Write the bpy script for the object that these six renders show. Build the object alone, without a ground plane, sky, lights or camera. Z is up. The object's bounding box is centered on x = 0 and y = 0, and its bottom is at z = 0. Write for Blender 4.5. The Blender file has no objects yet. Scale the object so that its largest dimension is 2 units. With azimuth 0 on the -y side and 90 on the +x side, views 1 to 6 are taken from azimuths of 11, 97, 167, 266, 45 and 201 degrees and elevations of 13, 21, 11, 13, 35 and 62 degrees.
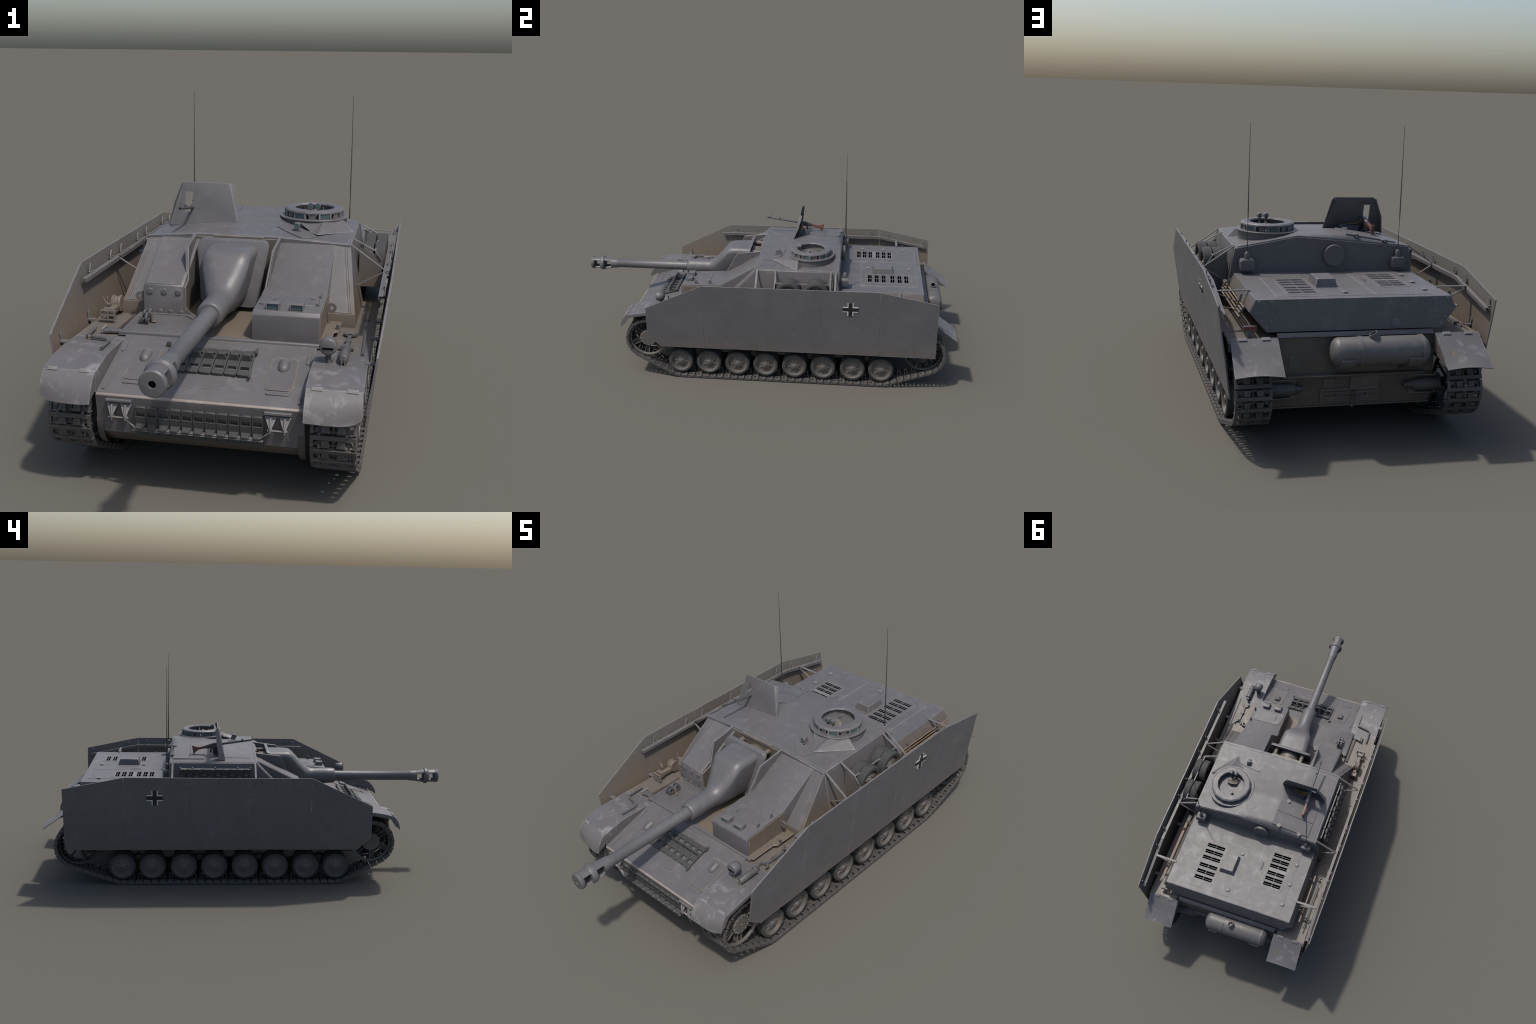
import bpy, bmesh, math, random
from mathutils import Vector, Matrix, noise

random.seed(11)
V = Vector

# ------------------------------------------------------------------ materials
def new_mat(name):
    m = bpy.data.materials.new(name)
    m.use_nodes = True
    nt = m.node_tree
    nt.nodes.clear()
    out = nt.nodes.new('ShaderNodeOutputMaterial')
    bs = nt.nodes.new('ShaderNodeBsdfPrincipled')
    nt.links.new(bs.outputs[0], out.inputs[0])
    return m, nt, bs

def ramp(nt, src, lo, hi, a=(0, 0, 0, 1), b=(1, 1, 1, 1)):
    r = nt.nodes.new('ShaderNodeValToRGB')
    r.color_ramp.elements[0].position = lo
    r.color_ramp.elements[1].position = hi
    r.color_ramp.elements[0].color = a
    r.color_ramp.elements[1].color = b
    nt.links.new(src, r.inputs[0])
    return r.outputs[0]

def tex_noise(nt, co, scale, detail=4, rough=0.55, dist=0.0):
    n = nt.nodes.new('ShaderNodeTexNoise')
    n.inputs['Scale'].default_value = scale
    n.inputs['Detail'].default_value = detail
    n.inputs['Roughness'].default_value = rough
    n.inputs['Distortion'].default_value = dist
    nt.links.new(co, n.inputs['Vector'])
    return n.outputs[0]

def mixc(nt, fac, a, b, mode='MIX'):
    n = nt.nodes.new('ShaderNodeMix')
    n.data_type = 'RGBA'
    n.blend_type = mode
    for s, v in ((n.inputs[0], fac), (n.inputs[6], a), (n.inputs[7], b)):
        if hasattr(v, 'links') or isinstance(v, bpy.types.NodeSocket):
            nt.links.new(v, s)
        else:
            s.default_value = v if isinstance(v, (int, float)) else (*v, 1)
    return n.outputs[2]

def math_n(nt, op, a, b=0.0, clamp=False):
    n = nt.nodes.new('ShaderNodeMath')
    n.operation = op
    n.use_clamp = clamp
    for s, v in ((n.inputs[0], a), (n.inputs[1], b)):
        if isinstance(v, bpy.types.NodeSocket):
            nt.links.new(v, s)
        else:
            s.default_value = v
    return n.outputs[0]

def map_range(nt, v, a, b, c=0.0, d=1.0):
    n = nt.nodes.new('ShaderNodeMapRange')
    n.interpolation_type = 'SMOOTHSTEP'
    nt.links.new(v, n.inputs[0])
    for i, x in zip((1, 2, 3, 4), (a, b, c, d)):
        n.inputs[i].default_value = x
    return n.outputs[0]

TAN = (0.140, 0.107, 0.074)

def paint(name, base, dust=0.12, dust_col=TAN, wear=0.85, rough=0.5, low=None, blotch=0.35,
          spec=0.5, scale=1.0, metallic=0.0):
    """Weathered plate paint: cloudy tone, dust patches, chipped pale edges, scuffs.
    low=(axis, a, b, amount): dust that has settled between two coordinates."""
    m, nt, bs = new_mat(name)
    tc = nt.nodes.new('ShaderNodeTexCoord')
    co = tc.outputs['Object']
    cloud = tex_noise(nt, co, 5.5 * scale, 5, 0.6, 0.4)
    tone = ramp(nt, cloud, 0.3, 0.75, (0.90, 0.90, 0.90, 1), (1.08, 1.08, 1.08, 1))
    col = mixc(nt, 1.0, base, tone, 'MULTIPLY')
    # pale rubbed blotches
    b1 = tex_noise(nt, co, 22 * scale, 6, 0.62, 0.6)
    bm = ramp(nt, b1, 0.53, 0.70)
    bm = math_n(nt, 'MULTIPLY', bm, blotch)
    pale = tuple(min(1, c * 1.75 + 0.02) for c in base)
    col = mixc(nt, bm, col, pale)
    # fine specks and short scratches
    s1 = tex_noise(nt, co, 120 * scale, 2, 0.5)
    sm = math_n(nt, 'MULTIPLY', ramp(nt, s1, 0.66, 0.72), 0.25)
    col = mixc(nt, sm, col, pale)
    # dust
    d1 = tex_noise(nt, co, 9 * scale, 5, 0.6, 0.3)
    dm = math_n(nt, 'MULTIPLY', ramp(nt, d1, 0.25, 0.8), dust * 2)
    if low:
        sep = nt.nodes.new('ShaderNodeSeparateXYZ')
        nt.links.new(co, sep.inputs[0])
        lv = map_range(nt, sep.outputs['XYZ'.index(low[0])], low[1], low[2], low[3], 0.0)
        lv = math_n(nt, 'MULTIPLY', lv, ramp(nt, d1, 0.2, 0.6, (0.55,) * 3 + (1,)))
        dm = math_n(nt, 'ADD', dm, lv, True)
    col = mixc(nt, dm, col, dust_col)
    # rubbed edges
    if wear > 0:
        bev = nt.nodes.new('ShaderNodeBevel')
        bev.samples = 4
        bev.inputs['Radius'].default_value = 0.004
        geo = nt.nodes.new('ShaderNodeNewGeometry')
        dot = nt.nodes.new('ShaderNodeVectorMath')
        dot.operation = 'DOT_PRODUCT'
        nt.links.new(bev.outputs[0], dot.inputs[0])
        nt.links.new(geo.outputs['Normal'], dot.inputs[1])
        e = map_range(nt, dot.outputs['Value'], 0.992, 0.90)
        e = math_n(nt, 'MULTIPLY', e, ramp(nt, b1, 0.35, 0.62, (0.25,) * 3 + (1,)))
        e = math_n(nt, 'MULTIPLY', e, wear, True)
        col = mixc(nt, e, col, tuple(min(1, c * 2.1 + 0.02) for c in base))
    nt.links.new(col, bs.inputs['Base Color'])
    r = map_range(nt, b1, 0.3, 0.8, rough + 0.04, rough - 0.05)
    nt.links.new(r, bs.inputs['Roughness'])
    bs.inputs['Specular IOR Level'].default_value = spec
    bs.inputs['Metallic'].default_value = metallic
    bp = nt.nodes.new('ShaderNodeBump')
    bp.inputs['Strength'].default_value = 0.10
    bp.inputs['Distance'].default_value = 0.002
    nt.links.new(tex_noise(nt, co, 30 * scale, 6, 0.6), bp.inputs['Height'])
    nt.links.new(bp.outputs[0], bs.inputs['Normal'])
    return m

def plain(name, base, rough=0.5, vary=0.15, scale=60, metallic=0.0, spec=0.5):
    m, nt, bs = new_mat(name)
    tc = nt.nodes.new('ShaderNodeTexCoord')
    n = tex_noise(nt, tc.outputs['Object'], scale, 4)
    t = ramp(nt, n, 0.3, 0.7, (1 - vary,) * 3 + (1,), (1 + vary,) * 3 + (1,))
    nt.links.new(mixc(nt, 1.0, base, t, 'MULTIPLY'), bs.inputs['Base Color'])
    bs.inputs['Roughness'].default_value = rough
    bs.inputs['Metallic'].default_value = metallic
    bs.inputs['Specular IOR Level'].default_value = spec
    return m

GREY = (0.097, 0.0935, 0.096)
M = {}
M['paint'] = paint('grey_armour_paint', GREY, dust=0.05, blotch=0.28)
M['roof'] = paint('grey_roof_paint', GREY, dust=0.03, blotch=0.30)
M['side'] = paint('grey_side_paint', (0.098, 0.094, 0.096), dust=0.06, low=('Z', 0.37, 0.55, 0.70))
M['recess'] = paint('dusty_recess_paint', (0.114, 0.101, 0.086), dust=0.16, low=('Z', 0.38, 0.58, 0.45))
M['hull'] = paint('dusty_hull_paint', (0.088, 0.080, 0.073), dust=0.10, low=('Z', 0.12, 0.30, 0.35))
M['fender'] = paint('grey_fender_paint', (0.104, 0.100, 0.103), dust=0.04, blotch=0.95)
M['flap'] = paint('worn_flap_paint', (0.118, 0.113, 0.114), dust=0.05, blotch=1.0)
M['fender_floor'] = paint('dusty_fender_paint', (0.112, 0.101, 0.089), dust=0.13)
M['skirt'] = paint('grey_skirt_paint', (0.108, 0.1045, 0.108), dust=0.02, low=('Z', 0.17, 0.27, 0.35), blotch=0.14)
M['skirt_inner'] = paint('dusty_skirt_inner_paint', (0.108, 0.100, 0.092), dust=0.11, low=('Z', 0.36, 0.53, 0.60), blotch=0.15)
M['rail'] = paint('grey_rail_paint', (0.110, 0.104, 0.103), dust=0.08)
M['gun'] = paint('grey_gun_paint', (0.099, 0.096, 0.099), dust=0.02, wear=0.3, rough=0.46, blotch=0.25)
M['muffler'] = paint('warm_grey_muffler_paint', (0.104, 0.099, 0.096), dust=0.04, wear=0.3)
M['light_edge'] = paint('rubbed_bright_paint', (0.150, 0.143, 0.140), dust=0.04)
M['lip'] = paint('painted_lip_highlight', (0.240, 0.205, 0.180), dust=0.05, wear=0)  # tinted pale for the highlight along the glacis front edge
M['hatch_seam'] = paint('rubbed_hatch_seam', (0.175, 0.165, 0.155), dust=0.10, wear=0)
M['seam'] = paint('pale_dust_seam', (0.150, 0.125, 0.100), dust=0.15, wear=0)
M['link'] = paint('dark_track_steel', (0.055, 0.052, 0.050), dust=0.10, dust_col=(0.12, 0.10, 0.082), wear=0.5, rough=0.5, scale=3, blotch=0.25)
M['spare_link'] = paint('dark_spare_track_steel', (0.045, 0.046, 0.046), dust=0.04, wear=0.2, rough=0.55, scale=2, blotch=0.15)
M['rim'] = paint('dusty_wheel_paint', (0.090, 0.082, 0.075), dust=0.10, wear=0.6, scale=3)
M['rubber'] = paint('dark_tyre_rubber', (0.042, 0.044, 0.0435), dust=0.04, wear=0.0, rough=0.75, scale=3, spec=0.3, blotch=0.12)
M['steel'] = plain('dark_gun_steel', (0.055, 0.056, 0.060), 0.42)
M['tool'] = plain('dark_tool_steel', (0.078, 0.077, 0.078), 0.5)
M['wood'] = plain('red_brown_stock_wood', (0.120, 0.050, 0.037), 0.5, 0.25)
M['handle'] = plain('brown_handle_wood', (0.062, 0.040, 0.031), 0.6, 0.25)
M['rod'] = plain('tan_cleaning_rod_wood', (0.165, 0.122, 0.080), 0.6, 0.2)
M['ammo'] = plain('dark_blue_ammunition_box', (0.045, 0.050, 0.066), 0.5)
M['brass'] = plain('brass_cartridge', (0.260, 0.185, 0.090), 0.4, metallic=0.5)
M['black'] = plain('dark_opening', (0.004, 0.004, 0.004), 0.9, spec=0.0)
M['glass'] = plain('teal_vision_glass', (0.055, 0.095, 0.105), 0.15, 0.1)
M['cross_black'] = plain('black_marking_paint', (0.010, 0.010, 0.011), 0.6)
M['cross_white'] = plain('white_marking_paint', (0.55, 0.55, 0.56), 0.6, 0.12)
M['red'] = plain('red_lamp_glass', (0.230, 0.016, 0.014), 0.3)
M['antenna'] = plain('dark_antenna_rod', (0.040, 0.040, 0.044), 0.5)

# ------------------------------------------------------------------ object tools
ROOT = bpy.data.objects.new('assault_gun', None)
bpy.context.scene.collection.objects.link(ROOT)
ROOT['label'] = 'grey armoured assault gun with long cannon and side skirts'
ROOT['category'] = 'armoured vehicle'

def finish(bm, name, mat, parent=None, bevel=0.0, smooth=35, seg=1):
    bmesh.ops.remove_doubles(bm, verts=bm.verts, dist=1e-6)
    bmesh.ops.recalc_face_normals(bm, faces=bm.faces)
    if bevel > 0:
        es = [e for e in bm.edges if len(e.link_faces) == 2 and e.calc_face_angle(0) > 0.5]
        if es:
            bmesh.ops.bevel(bm, geom=es, offset=bevel, segments=seg, affect='EDGES', clamp_overlap=True, profile=0.6)
    me = bpy.data.meshes.new(name)
    bm.to_mesh(me)
    bm.free()
    for mm in (mat if isinstance(mat, (list, tuple)) else [mat]):
        me.materials.append(M[mm])
    me.shade_smooth()
    me.set_sharp_from_angle(angle=math.radians(smooth))
    ob = bpy.data.objects.new(name, me)
    bpy.context.scene.collection.objects.link(ob)
    ob.parent = parent or ROOT
    return ob

def bm_prism(bm, pts, off):
    off = V(off)
    a = [bm.verts.new(V(p)) for p in pts]
    b = [bm.verts.new(V(p) + off) for p in pts]
    n = len(pts)
    fs = [bm.faces.new(a), bm.faces.new(b[::-1])]
    for i in range(n):
        fs.append(bm.faces.new((a[i], b[i], b[(i + 1) % n], a[(i + 1) % n])))
    return fs

def bm_box(bm, c, s, rot=None):
    c = V(c); hx, hy, hz = s[0] / 2, s[1] / 2, s[2] / 2
    vs = []
    for x in (-hx, hx):
        for y in (-hy, hy):
            for z in (-hz, hz):
                p = V((x, y, z))
                if rot is not None:
                    p = rot @ p
                vs.append(bm.verts.new(c + p))
    for f in ((0, 1, 3, 2), (4, 6, 7, 5), (0, 4, 5, 1), (2, 3, 7, 6), (0, 2, 6, 4), (1, 5, 7, 3)):
        bm.faces.new([vs[i] for i in f])

def frame_of(d):
    d = V(d).normalized()
    up = V((0, 0, 1)) if abs(d.z) < 0.9 else V((1, 0, 0))
    u = d.cross(up).normalized()
    return u, u.cross(d).normalized(), d

def bm_lathe(bm, origin, axis, prof, seg=24, phase=0.0):
    """prof: list of (t along axis, radius)"""
    u, w, d = frame_of(axis)
    o = V(origin)
    rows = []
    for t, r in prof:
        if r < 1e-6:
            rows.append([bm.verts.new(o + d * t)])
        else:
            rows.append([bm.verts.new(o + d * t + (u * math.cos(a) + w * math.sin(a)) * r)
                         for a in (phase + 2 * math.pi * k / seg for k in range(seg))])
    for A, B in zip(rows, rows[1:]):
        for k in range(seg):
            k2 = (k + 1) % seg
            if len(A) == 1 and len(B) == 1:
                continue
            if len(A) == 1:
                bm.faces.new((A[0], B[k2], B[k]))
            elif len(B) == 1:
                bm.faces.new((A[k], A[k2], B[0]))
            else:
                bm.faces.new((A[k], A[k2], B[k2], B[k]))

def bm_tube(bm, pts, r, seg=8, r2=None):
    pts = [V(p) for p in pts]
    rows = []
    n = len(pts)
    u0 = None
    for i, p in enumerate(pts):
        d = (pts[min(i + 1, n - 1)] - pts[max(i - 1, 0)]).normalized()
        if u0 is None:
            u, w, _ = frame_of(d)
        else:
            u = (u0 - d * u0.dot(d)).normalized(); w = d.cross(u)
        u0 = u
        rr = r if r2 is None else r + (r2 - r) * i / (n - 1)
        rows.append([bm.verts.new(p + (u * math.cos(a) + w * math.sin(a)) * rr)
                     for a in (2 * math.pi * k / seg for k in range(seg))])
    for A, B in zip(rows, rows[1:]):
        for k in range(seg):
            bm.faces.new((A[k], A[(k + 1) % seg], B[(k + 1) % seg], B[k]))
    bm.faces.new(rows[0]); bm.faces.new(rows[-1][::-1])

def prism(name, pts, off, mat, parent=None, bevel=0.0012, **k):
    bm = bmesh.new(); bm_prism(bm, pts, off)
    return finish(bm, name, mat, parent, bevel, **k)

def box(name, c, s, mat, parent=None, bevel=0.001, rot=None, **k):
    bm = bmesh.new(); bm_box(bm, c, s, rot)
    return finish(bm, name, mat, parent, bevel, **k)

def lathe(name, o, ax, prof, mat, parent=None, seg=24, phase=0.0, **k):
    bm = bmesh.new(); bm_lathe(bm, o, ax, prof, seg, phase)
    return finish(bm, name, mat, parent, 0, **k)

def tube(name, pts, r, mat, parent=None, seg=8, r2=None, **k):
    bm = bmesh.new(); bm_tube(bm, pts, r, seg, r2)
    return finish(bm, name, mat, parent, 0, **k)

def flatbar(name, a, b, w, t, mat, parent=None, up=(0, 0, 1)):
    """flat strut from a to b, width w (horizontal), thickness t"""
    a, b = V(a), V(b)
    d = (b - a).normalized()
    s = d.cross(V(up)).normalized()
    n = s.cross(d)
    bm = bmesh.new()
    bm_prism(bm, [a - s * w / 2 - n * t / 2, a + s * w / 2 - n * t / 2, a + s * w / 2 + n * t / 2, a - s * w / 2 + n * t / 2], b - a)
    return finish(bm, name, mat, parent, 0.0006)

def round_rect(x0, x1, y0, y1, r, n=4):
    pts = []
    for cx, cy, a0 in ((x1 - r, y1 - r, 0), (x0 + r, y1 - r, 90), (x0 + r, y0 + r, 180), (x1 - r, y0 + r, 270)):
        for k in range(n + 1):
            a = math.radians(a0 + 90 * k / n)
            pts.append((cx + r * math.cos(a), cy + r * math.sin(a)))
    return pts

def empty_part(name, parent=None):
    e = bpy.data.objects.new(name, None)
    bpy.context.scene.collection.objects.link(e)
    e.parent = parent or ROOT
    return e

def copy_of(ob, mat4, parent=None):
    o = ob.copy()
    bpy.context.scene.collection.objects.link(o)
    o.parent = parent or ob.parent
    o.matrix_local = mat4
    return o

# ------------------------------------------------------------------ hull
def glacis_z(y):
    return 0.291 + (y + 0.695) * 0.31

prism('lower_hull', [(-0.285, y, z) for y, z in (
    (-0.690, 0.285), (-0.672, 0.174), (-0.61, 0.123), (0.820, 0.113), (0.842, 0.228), (0.848, 0.236),
    (0.848, 0.370), (-0.42, 0.366), (-0.43, 0.366))], (0.57, 0, 0), 'hull', bevel=0.002)
# painted upper glacis plate with a rounded front lip
prism('glacis_plate', [(-0.286, y, z) for y, z in (
    (-0.696, 0.284), (-0.697, 0.289), (-0.693, 0.2925), (-0.430, 0.3745), (-0.430, 0.366), (-0.688, 0.284))],
    (0.572, 0, 0), 'paint', bevel=0.0012)
prism('glacis_highlight_strip', [(-0.284, y, z) for y, z in ((-0.6975, 0.2865), (-0.6975, 0.2900), (-0.6940, 0.2928), (-0.691, 0.2930), (-0.691, 0.2865))], (0.568, 0, 0), 'lip', bevel=0.0006)
prism('nose_plate', [(-0.286, y, z) for y, z in ((-0.6965, 0.285), (-0.676, 0.175), (-0.66, 0.175), (-0.68, 0.285))],
      (0.572, 0, 0), 'paint', bevel=0.0012)
# superstructure deck plate
prism('deck_plate', [(-0.309, -0.430, 0.370), (-0.309, -0.430, 0.380), (-0.309, -0.427, 0.382), (-0.309, -0.02, 0.383), (-0.309, -0.02, 0.370)],
      (0.618, 0, 0), 'recess', bevel=0.001)
prism('deck_cover_plate', [(-0.307, -0.4275, 0.380), (-0.307, -0.425, 0.3840), (-0.307, -0.252, 0.3850), (-0.307, -0.252, 0.380)],
      (0.262, 0, 0), 'paint', bevel=0.001)
prism('deck_front_strip', [(-0.310, -0.4315, 0.370), (-0.310, -0.4315, 0.3800), (-0.310, -0.4285, 0.3830), (-0.310, -0.415, 0.3836), (-0.310, -0.415, 0.370)], (0.620, 0, 0), 'paint', bevel=0.0008)
prism('deck_edge_plate', [(0.291, -0.425, 0.380), (0.322, -0.425, 0.380), (0.322, -0.31, 0.380), (0.335, -0.30, 0.380), (0.335, -0.19, 0.380), (0.291, -0.19, 0.380)],
      (0, 0, 0.0045), 'recess', bevel=0.001)

def glacis_pt(x, y, h=0.0):
    n = V((0, -0.31, 1)).normalized()
    return V((x, y, glacis_z(y) + 0.0014)) + n * h
GN = V((0, -0.31, 1)).normalized()

def glacis_patch(name, x0, x1, y0, y1, r, h0, h1, mat, parent=None, bevel=0.0008, n=4):
    pts = [glacis_pt(x, y, h0) for x, y in round_rect(x0, x1, y0, y1, r, n)]
    return prism(name, pts, GN * (h1 - h0), mat, parent, bevel)

glacis_patch('transmission_hatch', -0.117, 0.068, -0.642, -0.452, 0.022, -0.003, 0.0012, 'paint', bevel=0.0006)
for cx in (0.206, -0.194):
    grp = glacis_patch('brake_hatch_rim', cx - 0.0405, cx + 0.0405, -0.634, -0.489, 0.018, -0.003, 0.0014, 'seam')
    glacis_patch('brake_hatch', cx - 0.0375, cx + 0.0375, -0.631, -0.492, 0.016, -0.003, 0.0030, 'paint', grp)
    glacis_patch('hatch_hinge', cx - 0.032, cx + 0.032, -0.648, -0.636, 0.003, -0.003, 0.0035, 'paint', grp, n=2)
    glacis_patch('hatch_hinge', cx - 0.030, cx + 0.030, -0.632, -0.620, 0.003, -0.003, 0.0050, 'paint', grp, n=2)
    # half-capsule ventilator dome
    bm = bmesh.new()
    seg, rings = 12, 6
    rows = []
    sl = V((0, 1, 0.31)).normalized()
    for i, (t, rr) in enumerate(((0.021, 0.0165), (-0.004, 0.0165), (-0.012, 0.0150), (-0.019, 0.0105), (-0.023, 0.004))):
        row = []
        for k in range(seg + 1):
            a = math.pi * k / seg
            row.append(bm.verts.new(glacis_pt(cx, -0.533, 0.0) + sl * t + V((1, 0, 0)) * rr * math.cos(a) + GN * rr * 1.05 * math.sin(a)))
        rows.append(row)
    for A, B in zip(rows, rows[1:]):
        for k in range(seg):
            bm.faces.new((A[k], A[k + 1], B[k + 1], B[k]))
    bm.faces.new(rows[0])
    bm.faces.new(rows[-1])
    finish(bm, 'ventilator_dome', 'paint', grp, smooth=50)
for x in (-0.270, 0.270):   # lifting strips welded along the glacis sides
    for y in (-0.655, -0.49):
        if True:
            glacis_patch('glacis_strip', x - 0.004, x + 0.004, y - 0.022, y + 0.022, 0.003, -0.002, 0.004, 'paint', n=2)

# ------------------------------------------------------------------ casemate
RF = [(-0.341, 0.589), (-0.18, 0.603), (0.107, 0.603), (0.341, 0.589)]     # roof front edge
RR = [(-0.343, 0.589), (-0.18, 0.604), (0.102, 0.630), (0.341, 0.588)]     # roof rear edge
RP = [(-0.343, 0.589), (-0.29, 0.596), (-0.10, 0.630), (0.102, 0.631), (0.341, 0.588)]   # raised rear part
def roof_z(x, y):
    def ev(P):
        if x <= P[0][0]: return P[0][1]
        for (a, za), (b, zb) in zip(P, P[1:]):
            if x <= b: return za + (zb - za) * (x - a) / (b - a)
        return P[-1][1]
    if y < 0.239:
        t = max(0.0, (y + 0.02) / 0.259) ** 1.8
        return ev(RF) * (1 - t) + ev(RP) * t
    if y < 0.384: return ev(RP)
    t = min(1, (y - 0.384) / 0.016)
    return ev(RP) * (1 - t) + ev(RR) * t

bm = bmesh.new()
rows = []
for y, P in ((-0.02, RF), (0.40, RR)):
    rows.append([bm.verts.new(p) for p in [(-0.381, y, 0.362)] + [(x, y, z) for x, z in P] + [(0.381, y, 0.362)]])
n = 6
for k in range(n):
    bm.faces.new((rows[0][k], rows[0][(k + 1) % n], rows[1][(k + 1) % n], rows[1][k]))
bm.faces.new(rows[0]); bm.faces.new(rows[1][::-1])
casemate = finish(bm, 'casemate', 'side', None, 0.002)
# roof plate, set slightly in from the casemate edge
bm = bmesh.new()
nx, ny = 40, 36
def roof_grid(x0, x1, y0, y1, z0, z1):
    top = [[None] * (ny + 1) for _ in range(nx + 1)]
    bot = [[None] * (ny + 1) for _ in range(nx + 1)]
    for i in range(nx + 1):
        for j in range(ny + 1):
            x = x0 + (x1 - x0) * i / nx; y = y0 + (y1 - y0) * j / ny
            z = roof_z(x, y)
            top[i][j] = bm.verts.new((x, y, z + z1)); bot[i][j] = bm.verts.new((x, y, z + z0))
    for i in range(nx):
        for j in range(ny):
            bm.faces.new((top[i][j], top[i + 1][j], top[i + 1][j + 1], top[i][j + 1]))
            bm.faces.new((bot[i][j], bot[i][j + 1], bot[i + 1][j + 1], bot[i + 1][j]))
    for i in range(nx):
        for j in (0, ny):
            bm.faces.new((top[i][j], bot[i][j], bot[i + 1][j], top[i + 1][j]))
    for j in range(ny):
        for i in (0, nx):
            bm.faces.new((top[i][j], top[i][j + 1], bot[i][j + 1], bot[i][j]))
roof_grid(-0.330, 0.330, -0.010, 0.3995, -0.010, 0.0018)
roof = finish(bm, 'roof_plate', 'roof', None, 0.001)
# border strips that frame the roof
for a, b in (((-0.18, -0.0205), (0.107, -0.0205)), ((-0.341, -0.0205), (-0.18, -0.0205)), ((0.107, -0.0205), (0.341, -0.0205))):
    za, zb = roof_z(a[0], -0.02), roof_z(b[0], -0.02)
    prism('roof_edge_strip', [(a[0], -0.026, za - 0.015), (b[0], -0.026, zb - 0.015), (b[0], -0.026, zb + 0.0015), (a[0], -0.026, za + 0.0015)], (0, 0.012, 0), 'roof')
prism('sight_slot_plate', [(-0.115, -0.034, 0.589), (0.055, -0.034, 0.589), (0.055, -0.034, 0.604), (-0.115, -0.034, 0.604)], (0, 0.016, 0), 'recess')

for s in (1, -1):
    # sloped front side wedge
    bm = bmesh.new()
    P = [(0.287, -0.201, 0.362), (0.378, -0.201, 0.362), (0.375, -0.201, 0.409), (0.287, -0.201, 0.409),
         (0.287, -0.019, 0.362), (0.381, -0.019, 0.362), (0.341, -0.019, 0.589), (0.287, -0.019, 0.594)]
    v = [bm.verts.new((s * x, y, z)) for x, y, z in P]
    for f in ((0, 1, 2, 3), (3, 2, 6, 7), (1, 5, 6, 2), (0, 4, 5, 1), (0, 3, 7, 4), (4, 7, 6, 5)):
        bm.faces.new([v[i] for i in f])
    finish(bm, 'casemate_wing', 'side', None, 0.0016)
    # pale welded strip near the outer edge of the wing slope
    a0, a1 = V((s * 0.365, -0.199, 0.4118)), V((s * 0.332, -0.026, 0.5835))
    d = (a1 - a0)
    sx = V((s * -0.007, 0, 0))
    for k in (0, 1):
        b0 = a0 + sx * (k * 0.9)
        prism('wing_edge_strip', [b0, b0 + sx * 0.35, b0 + sx * 0.35 + V((0, -0.0014, 0.0014)), b0 + V((0, -0.0014, 0.0014))], d, 'paint', bevel=0.0003)
    prism('wing_panel', [V((s * 0.293, -0.1985, 0.4118)), V((s * 0.352, -0.1985, 0.4118)), V((s * 0.318, -0.03, 0.579)), V((s * 0.293, -0.03, 0.579))],
          V((0, -0.0012, 0.0012)), 'paint', bevel=0.0005)

# driver's compartment
prism('driver_compartment', [(0.094, y, z) for y, z in (
    (-0.425, 0.376), (-0.4235, 0.459), (-0.414, 0.470), (-0.206, 0.481), (-0.026, 0.588), (-0.026, 0.376))],
    (0.196, 0, 0), 'paint', bevel=0.0025, seg=2)
prism('driver_side_plate', [(0.2895, y, z) for y, z in ((-0.412, 0.384), (-0.412, 0.462), (-0.206, 0.474), (-0.20, 0.384))],
      (0.0018, 0, 0), 'recess', bevel=0.0005)
prism('driver_side_plate', [(0.0925, y, z) for y, z in ((-0.412, 0.384), (-0.412, 0.462), (-0.206, 0.474), (-0.05, 0.384))],
      (0.0018, 0, 0), 'recess', bevel=0.0005)
# loader's front box
loader = prism('loader_compartment', [(-0.290, y, z) for y, z in ((-0.246, 0.376), (-0.246, 0.479), (-0.026, 0.590), (-0.026, 0.376))],
               (0.129, 0, 0), 'paint', bevel=0.0018)
prism('loader_lid_plate', [(-0.283, -0.240, 0.4822), (-0.168, -0.240, 0.4822), (-0.176, -0.04, 0.5833), (-0.283, -0.04, 0.5833)],
      (0, -0.0008, 0.0016), 'paint', loader, bevel=0.0006)
prism('loader_base_lip', [(-0.292, -0.254, 0.384), (-0.150, -0.254, 0.384), (-0.120, -0.285, 0.384), (-0.118, -0.240, 0.384), (-0.292, -0.240, 0.384)],
      (0, 0, 0.0055), 'paint', loader)
prism('loader_gusset', [(-0.162, -0.2455, 0.387), (-0.122, -0.2455, 0.387), (-0.140, -0.2455, 0.397), (-0.155, -0.2455, 0.415), (-0.162, -0.2455, 0.435)],
      (0, 0.004, 0), 'paint', loader, bevel=0.0004)
for x, z in ((-0.269, 0.460), (-0.223, 0.460), (-0.177, 0.460), (-0.270, 0.394), (-0.236, 0.394), (-0.202, 0.394), (-0.168, 0.394)):
    r = 0.0105 if z > 0.42 else 0.0085
    lathe('armour_bolt', (x, -0.2455, z), (0, -1, 0), [(0, r), (0.003, r), (0.004, r * 0.8), (0.004, 0)], 'paint', loader, seg=6, phase=0.5, smooth=25)

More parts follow.
